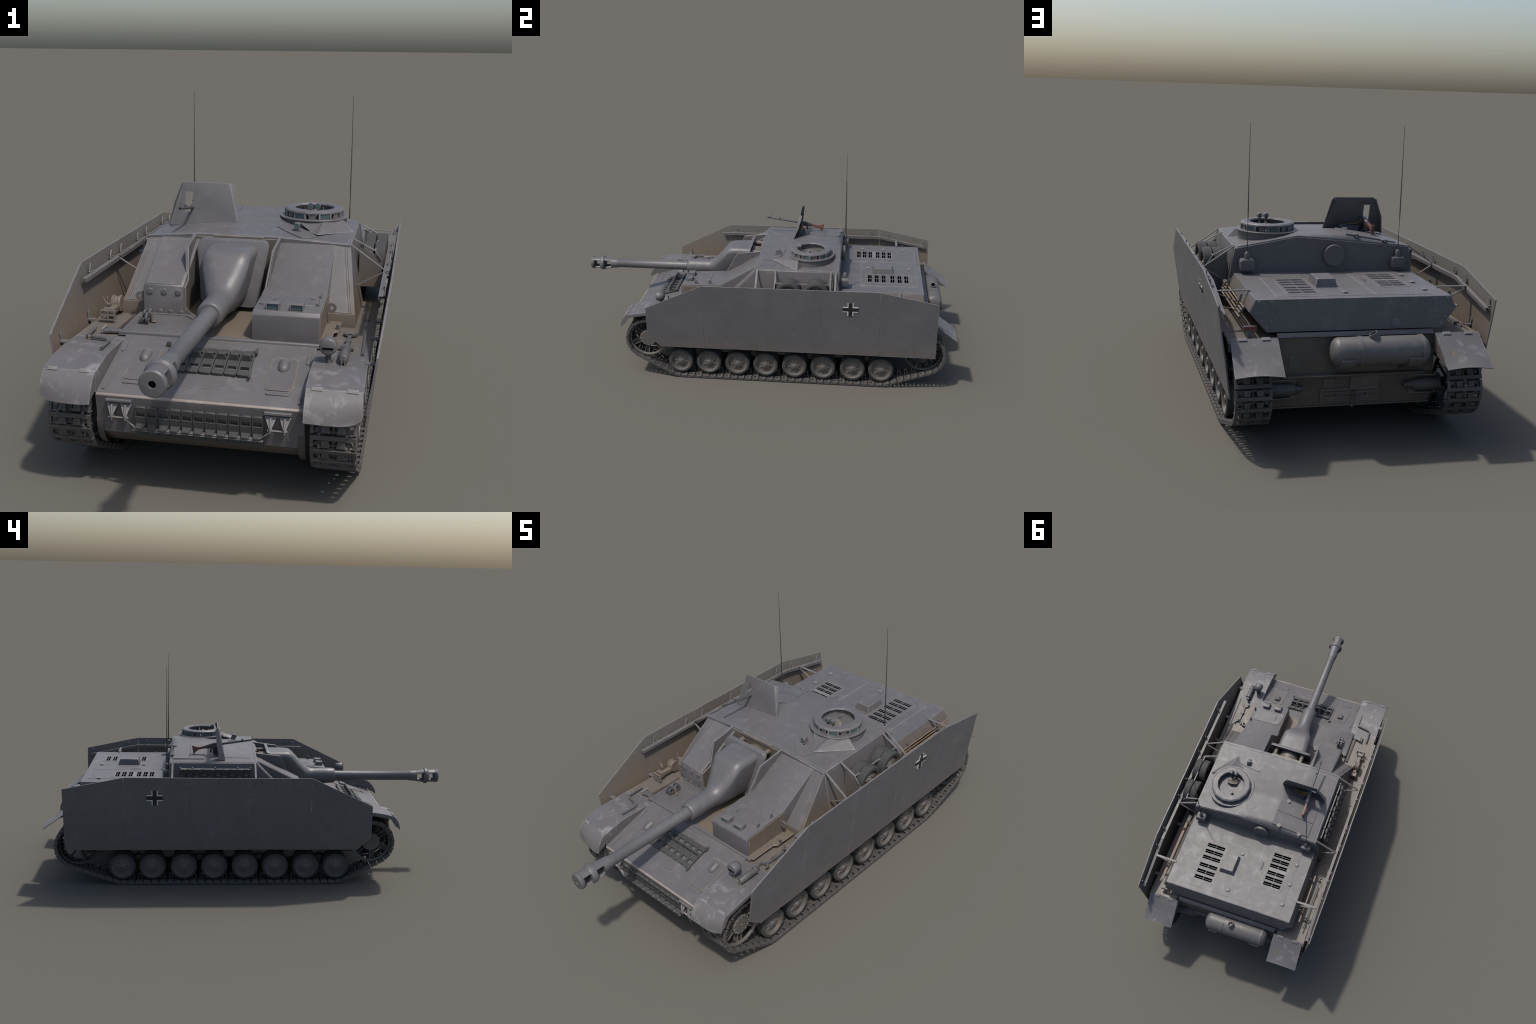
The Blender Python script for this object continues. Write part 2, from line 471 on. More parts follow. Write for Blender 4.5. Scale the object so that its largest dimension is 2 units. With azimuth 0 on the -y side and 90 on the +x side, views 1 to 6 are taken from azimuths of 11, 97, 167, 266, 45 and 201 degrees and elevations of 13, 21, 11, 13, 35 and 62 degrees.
# cheek plates either side of the gun
prism('gun_cheek_plate', [(-0.181, -0.020, 0.376), (-0.181, -0.020, 0.605), (-0.176, -0.150, 0.589), (-0.164, -0.192, 0.490), (-0.160, -0.246, 0.478), (-0.160, -0.246, 0.376)],
      (0.008, 0, 0), 'side')
prism('gun_cheek_plate', [(0.110, -0.020, 0.376), (0.110, -0.020, 0.605), (0.109, -0.151, 0.588), (0.098, -0.212, 0.4805), (0.094, -0.24, 0.470), (0.094, -0.24, 0.376)],
      (-0.006, 0, 0), 'side')
prism('cheek_outer_plate', [(0.1108, -0.022, 0.588), (0.1108, -0.022, 0.605), (0.1098, -0.150, 0.588), (0.1005, -0.204, 0.4865)],
      (0.002, 0, 0), 'paint', bevel=0.0004)
prism('cheek_outer_plate', [(-0.1815, -0.022, 0.590), (-0.1815, -0.022, 0.605), (-0.1765, -0.149, 0.589), (-0.1645, -0.190, 0.508)],
      (-0.002, 0, 0), 'paint', bevel=0.0004)
box('recess_wall', (-0.036, -0.028, 0.49), (0.285, 0.006, 0.215), 'recess')

# driver hatch fittings
def drv_z(y):
    return 0.470 + (y + 0.414) * 0.011 / 0.208
hp = [(0.262, -0.352), (0.112, -0.362), (0.104, -0.348), (0.110, -0.292), (0.126, -0.280), (0.262, -0.276), (0.268, -0.290), (0.268, -0.345)]
hatch_d = prism('driver_hatch', [(x, y, drv_z(y) - 0.002) for x, y in hp], (0, 0, 0.0042), 'paint', bevel=0.0008)
for cx in (0.221, 0.150):
    pg = prism('driver_periscope', [(cx - 0.019, y, z) for y, z in ((-0.402, 0.468), (-0.402, 0.488), (-0.392, 0.4915), (-0.372, 0.4915), (-0.372, 0.468))],
               (0.038, 0, 0), 'paint', bevel=0.003, seg=2)
    box('periscope_glass', (cx, -0.4025, 0.4795), (0.030, 0.002, 0.0135), 'glass', pg, bevel=0.0003)
    for dx in (-0.0175, 0.0175):
        box('periscope_frame', (cx + dx, -0.4045, 0.480), (0.003, 0.006, 0.020), 'paint', pg, bevel=0.0005)
    box('periscope_frame', (cx, -0.4045, 0.4895), (0.038, 0.006, 0.003), 'paint', pg, bevel=0.0005)
for y in (-0.346, -0.272):
    prism('hatch_stop', [(0.277, y - 0.009, drv_z(y)), (0.277, y + 0.009, drv_z(y)), (0.277, y + 0.008, drv_z(y) + 0.020), (0.277, y - 0.004, drv_z(y) + 0.022)],
          (0.003, 0, 0), 'paint', hatch_d, bevel=0.0004)
    lathe('hatch_hinge', (0.255, y * 0.55 - 0.142, drv_z(y) + 0.001), (0, 0, 1), [(0, 0.008), (0.0025, 0.008), (0.0025, 0)], 'paint', hatch_d, seg=6)
tube('hatch_handle', [(0.143, -0.335, 0.474), (0.143, -0.335, 0.482), (0.146, -0.305, 0.483), (0.146, -0.305, 0.476)], 0.0012, 'paint', hatch_d, seg=6)
for x in (0.112, 0.114):
    lathe('hatch_lug', (x, -0.355 if x < 0.113 else -0.287, 0.474), (0, 0, 1), [(0, 0.009), (0.002, 0.009), (0.002, 0)], 'paint', hatch_d, seg=8)
# towing lugs beside the casemate boxes
for s in (1, -1):
    bm = bmesh.new()
    bm_lathe(bm, (s * 0.305, -0.236, 0.437), (0, 1, 0), [(0, 0.006), (0, 0.016), (0.006, 0.016), (0.006, 0.006), (0, 0.006)], 16)
    bm_box(bm, (s * 0.296, -0.233, 0.437), (0.012, 0.005, 0.020))
    finish(bm, 'lifting_lug', 'side', None)

# ------------------------------------------------------------------ gun
GX, GZ = -0.028, 0.4545
def rr_section(cx, hw, zt, zb, r, y, bf=1.0, n=8):
    hh = (zt - zb) / 2; c = (zt + zb) / 2
    r = min(r, hw * 0.999, hh * 0.999)
    out = []
    for sx, sz, a0 in ((1, 1, 0), (-1, 1, 90), (-1, -1, 180), (1, -1, 270)):
        for k in range(n + 1):
            a = math.radians(a0 + 90 * k / n)
            z = c + sz * (hh - r) + r * math.sin(a)
            k_ = bf + (1 - bf) * min(1, (z - zb) / (zt - zb) * 1.25)
            out.append((cx + (sx * (hw - r) + r * math.cos(a)) * k_, y, z))
    return out
gun = empty_part('main_gun')
secs = [(-0.449, 0.0265, .481, .428, .1, 0), (-0.4495, 0.033, .4875, .4215, .1, 0), (-0.446, 0.037, .4915, .4175, .1, 0), (-0.438, 0.0395, .494, .415, .1, 0),
        (-0.400, 0.0405, .495, .414, .1, 0), (-0.345, 0.040, .4945, .4145, .1, 0), (-0.325, 0.041, .4945, .413, .1, 0), (-0.308, 0.0445, .4985, .412, .041, 0),
        (-0.292, 0.050, .508, .411, .042, -.001), (-0.268, 0.0595, .532, .411, .042, -.001), (-0.245, 0.068, .5565, .411, .040, -.002), (-0.226, 0.0735, .576, .411, .037, -.003),
        (-0.214, 0.0765, .5855, .411, .034, -.004), (-0.200, 0.078, .5905, .411, .031, -.005), (-0.185, 0.079, .592, .411, .029, -.005), (-0.140, 0.082, .592, .410, .027, -.006), (-0.095, 0.084, .592, .410, .026, -.007)]
bm = bmesh.new()
rws = [[bm.verts.new(p) for p in rr_section(GX + dx, hw, zt, zb, r, y, 1.0 - 0.36 * min(1, max(0, (y + 0.32) / 0.11)))] for y, hw, zt, zb, r, dx in secs]
NS = len(rws[0])
for A, B in zip(rws, rws[1:]):
    for k in range(NS):
        bm.faces.new((A[k], A[(k + 1) % NS], B[(k + 1) % NS], B[k]))
bm.faces.new(rws[0]); bm.faces.new(rws[-1][::-1])
finish(bm, 'gun_mantlet', 'gun', gun, smooth=60)
# plate behind the mantlet
lean = lambda z: -0.098 - (0.602 - z) * 0.30
pts = []
for x, z in round_rect(-0.150, 0.085, 0.398, 0.603, 0.022, 4):
    k = 1.0 if z > 0.52 else 1.0 - (0.52 - z) * 1.9
    xx = -0.0325 + (x + 0.0325) * k
    pts.append((xx, lean(z), z))
prism('mantlet_back_plate', pts, (0, 0.017, 0.004), 'gun', gun, bevel=0.0025, seg=2)
lathe('gun_sleeve', (-0.03, -0.085, 0.515), (0, 1, 0), [(0, 0.065), (0.03, 0.065), (0.055, 0.058), (0.06, 0.03)], 'recess', gun, seg=24)
for dx in (-0.075, 0.075):
    lathe('recoil_cylinder', (-0.03 + dx, -0.09, 0.575), (0, 1, 0), [(0, 0.011), (0.055, 0.011), (0.055, 0)], 'recess', gun, seg=12)
# barrel
lathe('gun_barrel', (GX, 0, GZ), (0, -1, 0), [(0.44, 0.0265), (0.452, 0.0262), (0.47, 0.0250), (0.60, 0.0240), (0.842, 0.0232), (0.846, 0.0255), (0.858, 0.0265), (0.872, 0.0265), (0.873, 0.012), (0.44, 0.012)],
      'gun', gun, seg=28, smooth=40)
# muzzle brake: rings joined by top and bottom ribs, open side windows
bm = bmesh.new()
bm_lathe(bm, (GX, 0, GZ), (0, -1, 0), [(0.858, 0.0262), (0.884, 0.0285), (0.886, 0.0285), (0.886, 0.014), (0.858, 0.014), (0.858, 0.0262)], 28)
bm_lathe(bm, (GX, 0, GZ), (0, -1, 0), [(0.925, 0.0135), (0.9245, 0.0375), (0.928, 0.0400), (0.938, 0.0400), (0.942, 0.0365), (0.948, 0.0340), (0.948, 0.0135), (0.925, 0.0135)], 28)
bm_lathe(bm, (GX, 0, GZ), (0, -1, 0), [(0.982, 0.0098), (0.982, 0.0325), (0.985, 0.0345), (0.994, 0.0345), (0.9985, 0.031), (1.0, 0.020), (1.0, 0.0098), (0.982, 0.0098)], 28)
for sgn in (1, -1):        # ribs: curved shells on top and bottom
    for y0, y1, r0, r1 in ((-0.880, -0.929, 0.0282, 0.0355), (-0.944, -0.986, 0.0325, 0.0325)):
        rr = []
        for y, r in ((y0, r0), (y1, r1)):
            for ri in (r, r - 0.007):
                rr.append([bm.verts.new((GX + ri * math.sin(a), y, GZ + sgn * ri * math.cos(a))) for a in [math.radians(-50 + 100 * k / 10) for k in range(11)]])
        o0, i0, o1, i1 = rr
        for k in range(10):
            bm.faces.new((o0[k], o0[k + 1], o1[k + 1], o1[k])); bm.faces.new((i0[k], i1[k], i1[k + 1], i0[k + 1]))
        for k in (0, 10):
            bm.faces.new((o0[k], o1[k], i1[k], i0[k]))
finish(bm, 'muzzle_brake', 'gun', gun, smooth=35)
lathe('bore', (GX, -0.993, GZ), (0, -1, 0), [(0, 0), (0, 0.0124)], 'black', gun, seg=16)

# ------------------------------------------------------------------ engine compartment
EZ = 0.4935
bm = bmesh.new()
ra, rb = [], []
for row, yo in ((ra, 0), (rb, 1)):
    for x, z, y1 in ((-0.344, EZ, 0.823), (-0.364, 0.452, 0.829), (-0.306, 0.384, 0.838), (0.306, 0.384, 0.838), (0.364, 0.452, 0.829), (0.344, EZ, 0.823)):
        row.append(bm.verts.new((x, y1 if yo else 0.395, z)))
for k in range(5):                       # open on top: the deck plates close it
    bm.faces.new((ra[k], ra[(k + 1) % 6], rb[(k + 1) % 6], rb[k]))
bm.faces.new(ra); bm.faces.new(rb[::-1])
engine = finish(bm, 'engine_compartment', 'side', None, 0.0022, seg=2)
prism('engine_rear_plate', [(-0.342, 0.8245, 0.4935), (-0.361, 0.8297, 0.452), (-0.304, 0.8388, 0.386), (0.304, 0.8388, 0.386), (0.361, 0.8297, 0.452), (0.342, 0.8245, 0.4935)],
      (0, 0.0025, 0), 'paint', engine, bevel=0.0006)
GR = ((0.104, 0.226, 0.533, 0.772), (-0.249, -0.131, 0.470, 0.690))       # grille openings x0, x1, y0, y1
def holed(name, x0, x1, y0, y1, z0, z1, hole, mat, par, inset=0.009):
    hx0, hx1, hy0, hy1 = hole[0] + inset, hole[1] - inset, hole[2] + inset, hole[3] - inset
    bm = bmesh.new()
    O_ = [(x0, y0), (x1, y0), (x1, y1), (x0, y1)]
    I_ = [(hx0, hy0), (hx1, hy0), (hx1, hy1), (hx0, hy1)]
    q = {}
    for nm, P in (('o', O_), ('i', I_)):
        for z, tag in ((z0, 'b'), (z1, 't')):
            q[nm + tag] = [bm.verts.new((x, y, z)) for x, y in P]
    for k in range(4):
        k2 = (k + 1) % 4
        bm.faces.new((q['ot'][k], q['ot'][k2], q['it'][k2], q['it'][k])); bm.faces.new((q['ob'][k], q['ib'][k], q['ib'][k2], q['ob'][k2]))
        bm.faces.new((q['ot'][k], q['ob'][k], q['ob'][k2], q['ot'][k2])); bm.faces.new((q['it'][k], q['it'][k2], q['ib'][k2], q['ib'][k]))
    return finish(bm, name, mat, par, 0.0005)
for a, b, g in ((-0.344, 0.0, 1), (0.0, 0.344, 0)):
    holed('engine_roof_plate', a, b, 0.3955, 0.8245, EZ - 0.004, EZ + 0.0006, GR[g], 'roof', engine)
prism('engine_bay_floor', [(-0.30, 0.41, 0.3865), (0.30, 0.41, 0.3865), (0.30, 0.82, 0.3865), (-0.30, 0.82, 0.3865)], (0, 0, 0.001), 'black', engine, bevel=0)
DZ = EZ + 0.0006
def deck_plate(name, x0, x1, y0, y1, z0=DZ - 0.001, z1=DZ + 0.0016, r=0.001, mat='roof', par=None, bev=0.0006, n=1):
    return prism(name, [(x, y, z0) for x, y in round_rect(x0, x1, y0, y1, r, n)], (0, 0, z1 - z0), mat, par or engine, bev)
def gap_strip(x0, x1, y0, y1):
    deck_plate('hatch_gap', x0, x1, y0, y1, z1=DZ + 0.0006, mat='hatch_seam')
for x0, x1, y0, y1 in ((0.0150, 0.0205, 0.508, 0.801), (0.2630, 0.2660, 0.508, 0.801), (0.015, 0.266, 0.5080, 0.5110), (0.015, 0.266, 0.7980, 0.8010),
                       (-0.083, -0.0785, 0.4235, 0.803), (-0.2815, -0.2795, 0.4235, 0.803), (-0.2815, -0.08, 0.4235, 0.4260), (-0.2815, -0.08, 0.8005, 0.803), (-0.08, 0.017, 0.508, 0.511), (-0.08, 0.017, 0.798, 0.801)):
    gap_strip(x0, x1, y0, y1)
eh1 = holed('engine_hatch', 0.0190, 0.2640, 0.5100, 0.7990, DZ - 0.001, DZ + 0.0016, GR[0], 'roof', engine)
deck_plate('engine_centre_plate', -0.0790, 0.0165, 0.5100, 0.7990)
eh2 = holed('engine_hatch', -0.2800, -0.0825, 0.4250, 0.8010, DZ - 0.001, DZ + 0.0016, GR[1], 'roof', engine)
def frame_ring(name, x0, x1, y0, y1, r, inset, z0, z1, mat, par):
    P = round_rect(x0, x1, y0, y1, r, 5); Q = round_rect(x0 + inset, x1 - inset, y0 + inset, y1 - inset, max(r - inset, 0.002), 5)
    bm = bmesh.new()
    n = len(P)
    pt = [bm.verts.new((x, y, z1)) for x, y in P]; pb = [bm.verts.new((x, y, z0)) for x, y in P]
    qt = [bm.verts.new((x, y, z1)) for x, y in Q]; qb = [bm.verts.new((x, y, z0)) for x, y in Q]
    for k in range(n):
        k2 = (k + 1) % n
        bm.faces.new((pt[k], pt[k2], qt[k2], qt[k])); bm.faces.new((pb[k], qb[k], qb[k2], pb[k2]))
        bm.faces.new((pt[k], pb[k], pb[k2], pt[k2])); bm.faces.new((qt[k], qt[k2], qb[k2], qb[k]))
    return finish(bm, name, mat, par, 0.0002)
def grille(x0, x1, y0, y1, fr, par, pale=()):
    z = DZ + 0.0016
    frame_ring('grille_rim', x0 - 0.0022, x1 + 0.0022, y0 - 0.0022, y1 + 0.0022, 0.018, 0.003, z - 0.001, z + 0.0008, 'seam', par)
    frame_ring('grille_frame', x0 + 0.0006, x1 - 0.0006, y0 + 0.0006, y1 - 0.0006, 0.016, 0.0115, z - 0.001, z + 0.0010, 'roof', par)
    L = y1 - y0
    bars = bmesh.new()
    xa, xb = x0 + 0.008, x1 - 0.008
    hw = 0.0098
    for f in fr:
        yc = y0 + L * f
        bm_box(bars, ((xa + xb) / 2, yc + 0.001, z - 0.0008), (xb - xa, 0.0019, 0.0022))
        bm_box(bars, ((xa + xb) / 2, yc, z - 0.0008), (0.0022, hw * 2, 0.0022))
    finish(bars, 'grille_bar', 'roof', par, 0.0002)['kind'] = 'stuff'
    edges = [y0 + 0.008] + [y0 + L * f + sg * hw for f in fr for sg in (-1, 1)] + [y1 - 0.008]
    for i in range(0, len(edges), 2):
        a, b = edges[i], edges[i + 1]
        if b - a > 0.003:
            prism('grille_slat', [(xa - 0.001, a, z - 0.0015), (xb + 0.001, a, z - 0.0015), (xb + 0.001, b, z - 0.0015), (xa - 0.001, b, z - 0.0015)],
                  (0, 0, 0.0021), 'light_edge' if i // 2 in pale else 'roof', par, bevel=0.0006)
grille(*GR[0], (0.10, 0.25, 0.40, 0.59, 0.745, 0.89), eh1)
grille(*GR[1], (0.11, 0.255, 0.40, 0.585, 0.735, 0.88), eh2, pale=(3, 6))
prism('air_intake_box', [(0.020, 0.570, DZ + 0.001), (0.103, 0.570, DZ + 0.001), (0.103, 0.680, DZ + 0.001), (0.020, 0.680, DZ + 0.001)], (0, 0, 0.001), 'paint', eh1, bevel=0)
bm = bmesh.new()
lo = [bm.verts.new(p) for p in ((0.021, 0.568, DZ), (0.101, 0.568, DZ), (0.101, 0.682, DZ), (0.021, 0.682, DZ))]
hi = [bm.verts.new(p) for p in ((0.028, 0.579, DZ + 0.031), (0.094, 0.579, DZ + 0.031), (0.094, 0.671, DZ + 0.031), (0.028, 0.671, DZ + 0.031))]
for k in range(4):
    bm.faces.new((lo[k], lo[(k + 1) % 4], hi[(k + 1) % 4], hi[k]))
bm.faces.new(lo[::-1]); bm.faces.new(hi)
finish(bm, 'air_intake_cover', 'paint', eh1, 0.001)
def deck_hinge(x, y, par):
    prism('hatch_hinge', [(x - 0.009, y - 0.008, DZ + 0.002), (x + 0.009, y - 0.008, DZ + 0.002), (x + 0.009, y + 0.008, DZ + 0.002), (x - 0.009, y + 0.008, DZ + 0.002)],
          (0, 0, 0.0055), 'light_edge', par, bevel=0.002)
for x, y, p in ((0.018, 0.548, eh1), (0.018, 0.764, eh1), (-0.277, 0.512, eh2), (-0.277, 0.630, eh2), (-0.277, 0.746, eh2)):
    deck_hinge(x, y, p)
tube('hatch_handle', [(-0.105, 0.555, DZ), (-0.105, 0.555, DZ + 0.010), (-0.105, 0.600, DZ + 0.010), (-0.105, 0.600, DZ)], 0.0014, 'paint', eh2, seg=6)
# rear plate details
def rear_y(z):
    return 0.8265 + (0.4935 - z) * (0.0143 / 0.1075)
for s in (1, -1):
    prism('lid_guide', [(s * 0.278, rear_y(0.487), 0.487), (s * 0.293, rear_y(0.487), 0.487), (s * 0.293, rear_y(0.437), 0.437), (s * 0.278, rear_y(0.437), 0.437)],
          (0, 0.0025, 0), 'paint', engine, bevel=0.0006)
    tube('lid_latch', [(s * 0.284, rear_y(0.462) + 0.003, 0.462), (s * 0.284 - 0.017, rear_y(0.462) + 0.006, 0.462)], 0.0014, 'light_edge', engine, seg=6)
    for x, z in ((0.330, 0.484), (0.341, 0.450), (0.322, 0.420), (0.292, 0.420), (0.306, 0.401)):
        lathe('plate_bolt', (s * x, rear_y(z), z), (0, 1, 0.2), [(0, 0.0065), (0.0025, 0.0065), (0.0035, 0.005), (0.0035, 0)], 'paint', engine, seg=10)
lathe('starter_port', (-0.144, rear_y(0.404), 0.404), (0, 1, 0.25), [(0, 0.016), (0.0025, 0.016), (0.003, 0.015), (0.003, 0)], 'paint', engine, seg=20)
prism('rear_lip', [(-0.272, y, z) for y, z in ((0.845, 0.384), (0.860, 0.384), (0.866, 0.373), (0.858, 0.368), (0.845, 0.370))], (0.544, 0, 0), 'paint', None, bevel=0.001)

# ------------------------------------------------------------------ lower rear
prism('rear_ledge', [(-0.25, y, z) for y, z in ((0.826, 0.226), (0.862, 0.229), (0.864, 0.236), (0.846, 0.242))], (0.50, 0, 0), 'hull')
def lowrear(z):
    return 0.8205 + (z - 0.113) * 0.191
def lr_plate(name, x0, x1, z0, z1, t, mat='hull', par=None):
    return prism(name, [(x0, lowrear(z0), z0), (x1, lowrear(z0), z0), (x1, lowrear(z1), z1), (x0, lowrear(z1), z1)], (0, t, 0), mat, par, bevel=0.0008)
insp = lr_plate('inspection_plate', -0.091, 0.009, 0.180, 0.226, 0.005)
lathe('inspection_cap', (-0.041, lowrear(0.204) + 0.005, 0.204), (0, 1, 0), [(0, 0.013), (0.002, 0.013), (0.002, 0)], 'hull', insp, seg=20)
for x, z in ((-0.083, 0.188), (0.001, 0.188), (-0.083, 0.219), (0.001, 0.219)):
    lathe('plate_bolt', (x, lowrear(z) + 0.005, z), (0, 1, 0), [(0, 0.0035), (0.002, 0.0035), (0.002, 0)], 'hull', insp, seg=8)
lr_plate('cover_plate', 0.070, 0.105, 0.183, 0.217, 0.003)
prism('upper_cover_plate', [(0.193, 0.847, 0.262), (0.230, 0.847, 0.262), (0.230, 0.847, 0.300), (0.193, 0.847, 0.300)], (0, 0.003, 0), 'hull', bevel=0.0008)
tow = lr_plate('tow_plate', -0.098, 0.112, 0.129, 0.180, 0.005)
for z in (0.148, 0.166):
    lr_plate('tow_rib', -0.085, 0.098, z, z + 0.004, 0.013, par=tow)
for x in (-0.055, 0.052):
    lr_plate('tow_rib', x, x + 0.004, 0.145, 0.172, 0.014, par=tow)
bm = bmesh.new()
for x in (-0.006, 0.007):
    bm_tube(bm, [(x, 0.846, 0.174), (x, 0.846, 0.122)], 0.0022, 6)
bm_tube(bm, [(-0.006, 0.846, 0.174), (0.007, 0.846, 0.174)], 0.0022, 6)
bm_tube(bm, [(-0.006, 0.846, 0.122), (0.0005, 0.846, 0.116), (0.007, 0.846, 0.122)], 0.0022, 6)
finish(bm, 'tow_shackle', 'rail', tow)
for s in (1, -1):
    tens = lathe('idler_tensioner', (s * 0.302, 0.852, 0.190), (-s, 0, 0), [(0, 0.028), (0.004, 0.028), (0.004, 0.023), (0.075, 0.023), (0.078, 0.021), (0.092, 0.021), (0.100, 0.013), (0.112, 0.012), (0.114, 0.008), (0.124, 0.008), (0.124, 0)], 'link', seg=20)
    box('tensioner_bracket', (s * 0.252, 0.828, 0.190), (0.10, 0.03, 0.075), 'hull', tens)
    for z in (0.222, 0.158):
        prism('tensioner_gusset', [(s * 0.195, 0.825, z), (s * 0.290, 0.825, z), (s * 0.290, 0.860, z), (s * 0.225, 0.853, z)], (0, 0, 0.003), 'hull', tens, bevel=0.0004)
lr_plate('lower_rear_strip', -0.284, 0.284, 0.113, 0.118, 0.006)

# muffler
muf = lathe('muffler', (0, 0.897, 0.328), (-1, 0, 0), [(-0.101, 0), (-0.100, 0.020), (-0.094, 0.036), (-0.084, 0.046), (-0.075, 0.049), (0.212, 0.049), (0.224, 0.046), (0.236, 0.034), (0.243, 0.016), (0.244, 0)],
            'muffler', seg=32, smooth=50)
for x in (0.002, -0.212):
    lathe('muffler_strap', (x, 0.897, 0.328), (-1, 0, 0), [(-0.006, 0.049), (-0.006, 0.0515), (0.006, 0.0515), (0.006, 0.049)], 'muffler', muf, seg=32)
lathe('exhaust_pipe', (-0.058, 0.906, 0.362), (0.50, -0.08, 0.86), [(0, 0.0155), (0.034, 0.0155), (0.034, 0.0125), (0.008, 0.0125)], 'muffler', muf, seg=16)
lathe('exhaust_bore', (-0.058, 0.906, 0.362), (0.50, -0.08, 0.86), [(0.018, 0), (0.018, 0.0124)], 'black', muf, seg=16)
for x0 in (0.026, -0.209):
    prof = [(0.850, 0.246)] + [(0.897 + 0.057 * math.sin(a), 0.328 - 0.057 * math.cos(a)) for a in (math.radians(v) for v in (20, 40, 60, 75))] + \
           [(0.897 + 0.0495 * math.sin(a), 0.328 - 0.0495 * math.cos(a)) for a in (math.radians(v) for v in (75, 60, 40, 20, 0, -20, -40))] + [(0.850, 0.285)]
    prism('muffler_bracket', [(x0, y, z) for y, z in prof], (0.050, 0, 0), 'muffler', muf, bevel=0.0006)

# ------------------------------------------------------------------ fenders
FZ = 0.366
for s in (1, -1):
    fn = prism('fender', [(s * 0.286, y, z) for y, z in ((-0.430, FZ - 0.004), (-0.430, FZ), (0.872, FZ + 0.002), (0.872, FZ - 0.004))],
               (s * 0.151, 0, 0), 'fender_floor', bevel=0.0008)
    # front mudguard
    path = [(-0.429, FZ), (-0.560, FZ + 0.003), (-0.598, FZ + 0.001), (-0.640, FZ - 0.006), (-0.684, 0.350)]
    mg = prism('front_mudguard', [(s * 0.287, y, z) for y, z in path] + [(s * 0.287, y, z - 0.005) for y, z in path[::-1]], (s * 0.151, 0, 0), 'fender', bevel=0.001)
    prism('mudguard_rim', [(s * 0.4335, y, z - 0.004) for y, z in path] + [(s * 0.4335, y + 0.004, z - 0.018) for y, z in path[::-1]], (s * 0.0042, 0, 0), 'fender', mg, bevel=0.0008)
    prism('mudguard_inner_wall', [(s * 0.2865, y, z) for y, z in ((-0.432, 0.366), (-0.56, 0.367), (-0.60, 0.366), (-0.64, 0.359), (-0.684, 0.349), (-0.690, 0.292), (-0.44, 0.366))],
          (s * 0.004, 0, 0), 'fender', mg, bevel=0.0006)
    # hinged front flap, bulged and a little bent
    bm = bmesh.new()
    nu, nv = 10, 8
    G = []
    for i in range(nu + 1):
        u = i / nu
        col = []
        x = 0.288 + 0.149 * u
        for j in range(nv + 1):
            v = j / nv
            yb = -0.738 + 0.018 * u ** 2
            zb = 0.275 - 0.003 * math.sin(math.pi * u) + 0.012 * max(0, u - 0.85) / 0.15 * (v > 0.9)
            y = -0.686 + (yb + 0.686) * v - 0.009 * math.sin(math.pi * v)
            z = 0.350 + (zb - 0.350) * v + 0.004 * math.sin(math.pi * v)
            wob = 0.0015 * noise.noise(V((x * 20 * s, y * 20, z * 20)))
            col.append((s * x, y + wob, z + wob))
        G.append(col)
    fr = [[bm.verts.new(p) for p in c] for c in G]
    bk = [[bm.verts.new((p[0], p[1] + 0.003, p[2] - 0.003)) for p in c] for c in G]
    for i in range(nu):
        for j in range(nv):
            bm.faces.new((fr[i][j], fr[i + 1][j], fr[i + 1][j + 1], fr[i][j + 1]))
            bm.faces.new((bk[i][j], bk[i][j + 1], bk[i + 1][j + 1], bk[i + 1][j]))
        for j in (0, nv):
            bm.faces.new((fr[i][j], bk[i][j], bk[i + 1][j], fr[i + 1][j]))
    for j in range(nv):
        for i in (0, nu):
            bm.faces.new((fr[i][j], fr[i][j + 1], bk[i][j + 1], bk[i][j]))
    fl = finish(bm, 'front_flap', 'flap', mg, 0)
    prism('flap_side', [(s * 0.2885, y, z) for y, z in ((-0.686, 0.349), (-0.720, 0.314), (-0.7385, 0.276), (-0.700, 0.292), (-0.676, 0.320))], (s * 0.003, 0, 0), 'fender', fl, bevel=0.0004)
    prism('flap_side', [(s * 0.434, y, z) for y, z in ((-0.686, 0.349), (-0.710, 0.314), (-0.720, 0.282), (-0.696, 0.300), (-0.676, 0.330))], (s * 0.003, 0, 0), 'fender', fl, bevel=0.0004)
    for x in (0.317, 0.410):
        box('flap_hinge', (s * x, -0.686, 0.3505), (0.030, 0.012, 0.0035), 'light_edge', fl, rot=Matrix.Rotation(0.55, 3, 'X'))
        lathe('hinge_pin', (s * x - 0.015, -0.687, 0.351), (1, 0, 0), [(0, 0.0022), (0.03, 0.0022)], 'light_edge', fl, seg=8)
    # rear flap
    bm = bmesh.new()
    nu, nv = 8, 8
    G = []
    for i in range(nu + 1):
        u = i / nu
        col = []
        for j in range(nv + 1):
            v = j / nv
            x = 0.274 + (0.158 + 0.003 * v) * u
            dip = -0.007 * v ** 6 * math.sin(math.pi * u) * (-1)
            p = V((s * x, 0.872 + 0.127 * v, 0.376 - 0.091 * v + dip + 0.0012 * noise.noise(V((s * x * 18, v * 3, 0)))))
            col.append(p)
        G.append(col)
    fr = [[bm.verts.new(p) for p in c] for c in G]
    bk = [[bm.verts.new(p + V((0, -0.002, -0.003))) for p in c] for c in G]
    for i in range(nu):
        for j in range(nv):
            bm.faces.new((fr[i][j], fr[i][j + 1], fr[i + 1][j + 1], fr[i + 1][j]))
            bm.faces.new((bk[i][j], bk[i + 1][j], bk[i + 1][j + 1], bk[i][j + 1]))
        for j in (0, nv):
            bm.faces.new((fr[i][j], fr[i + 1][j], bk[i + 1][j], bk[i][j]))
    for j in range(nv):
        for i in (0, nu):
            bm.faces.new((fr[i][j], bk[i][j], bk[i][j + 1], fr[i][j + 1]))
    rf = finish(bm, 'rear_flap', 'flap', fn, 0)
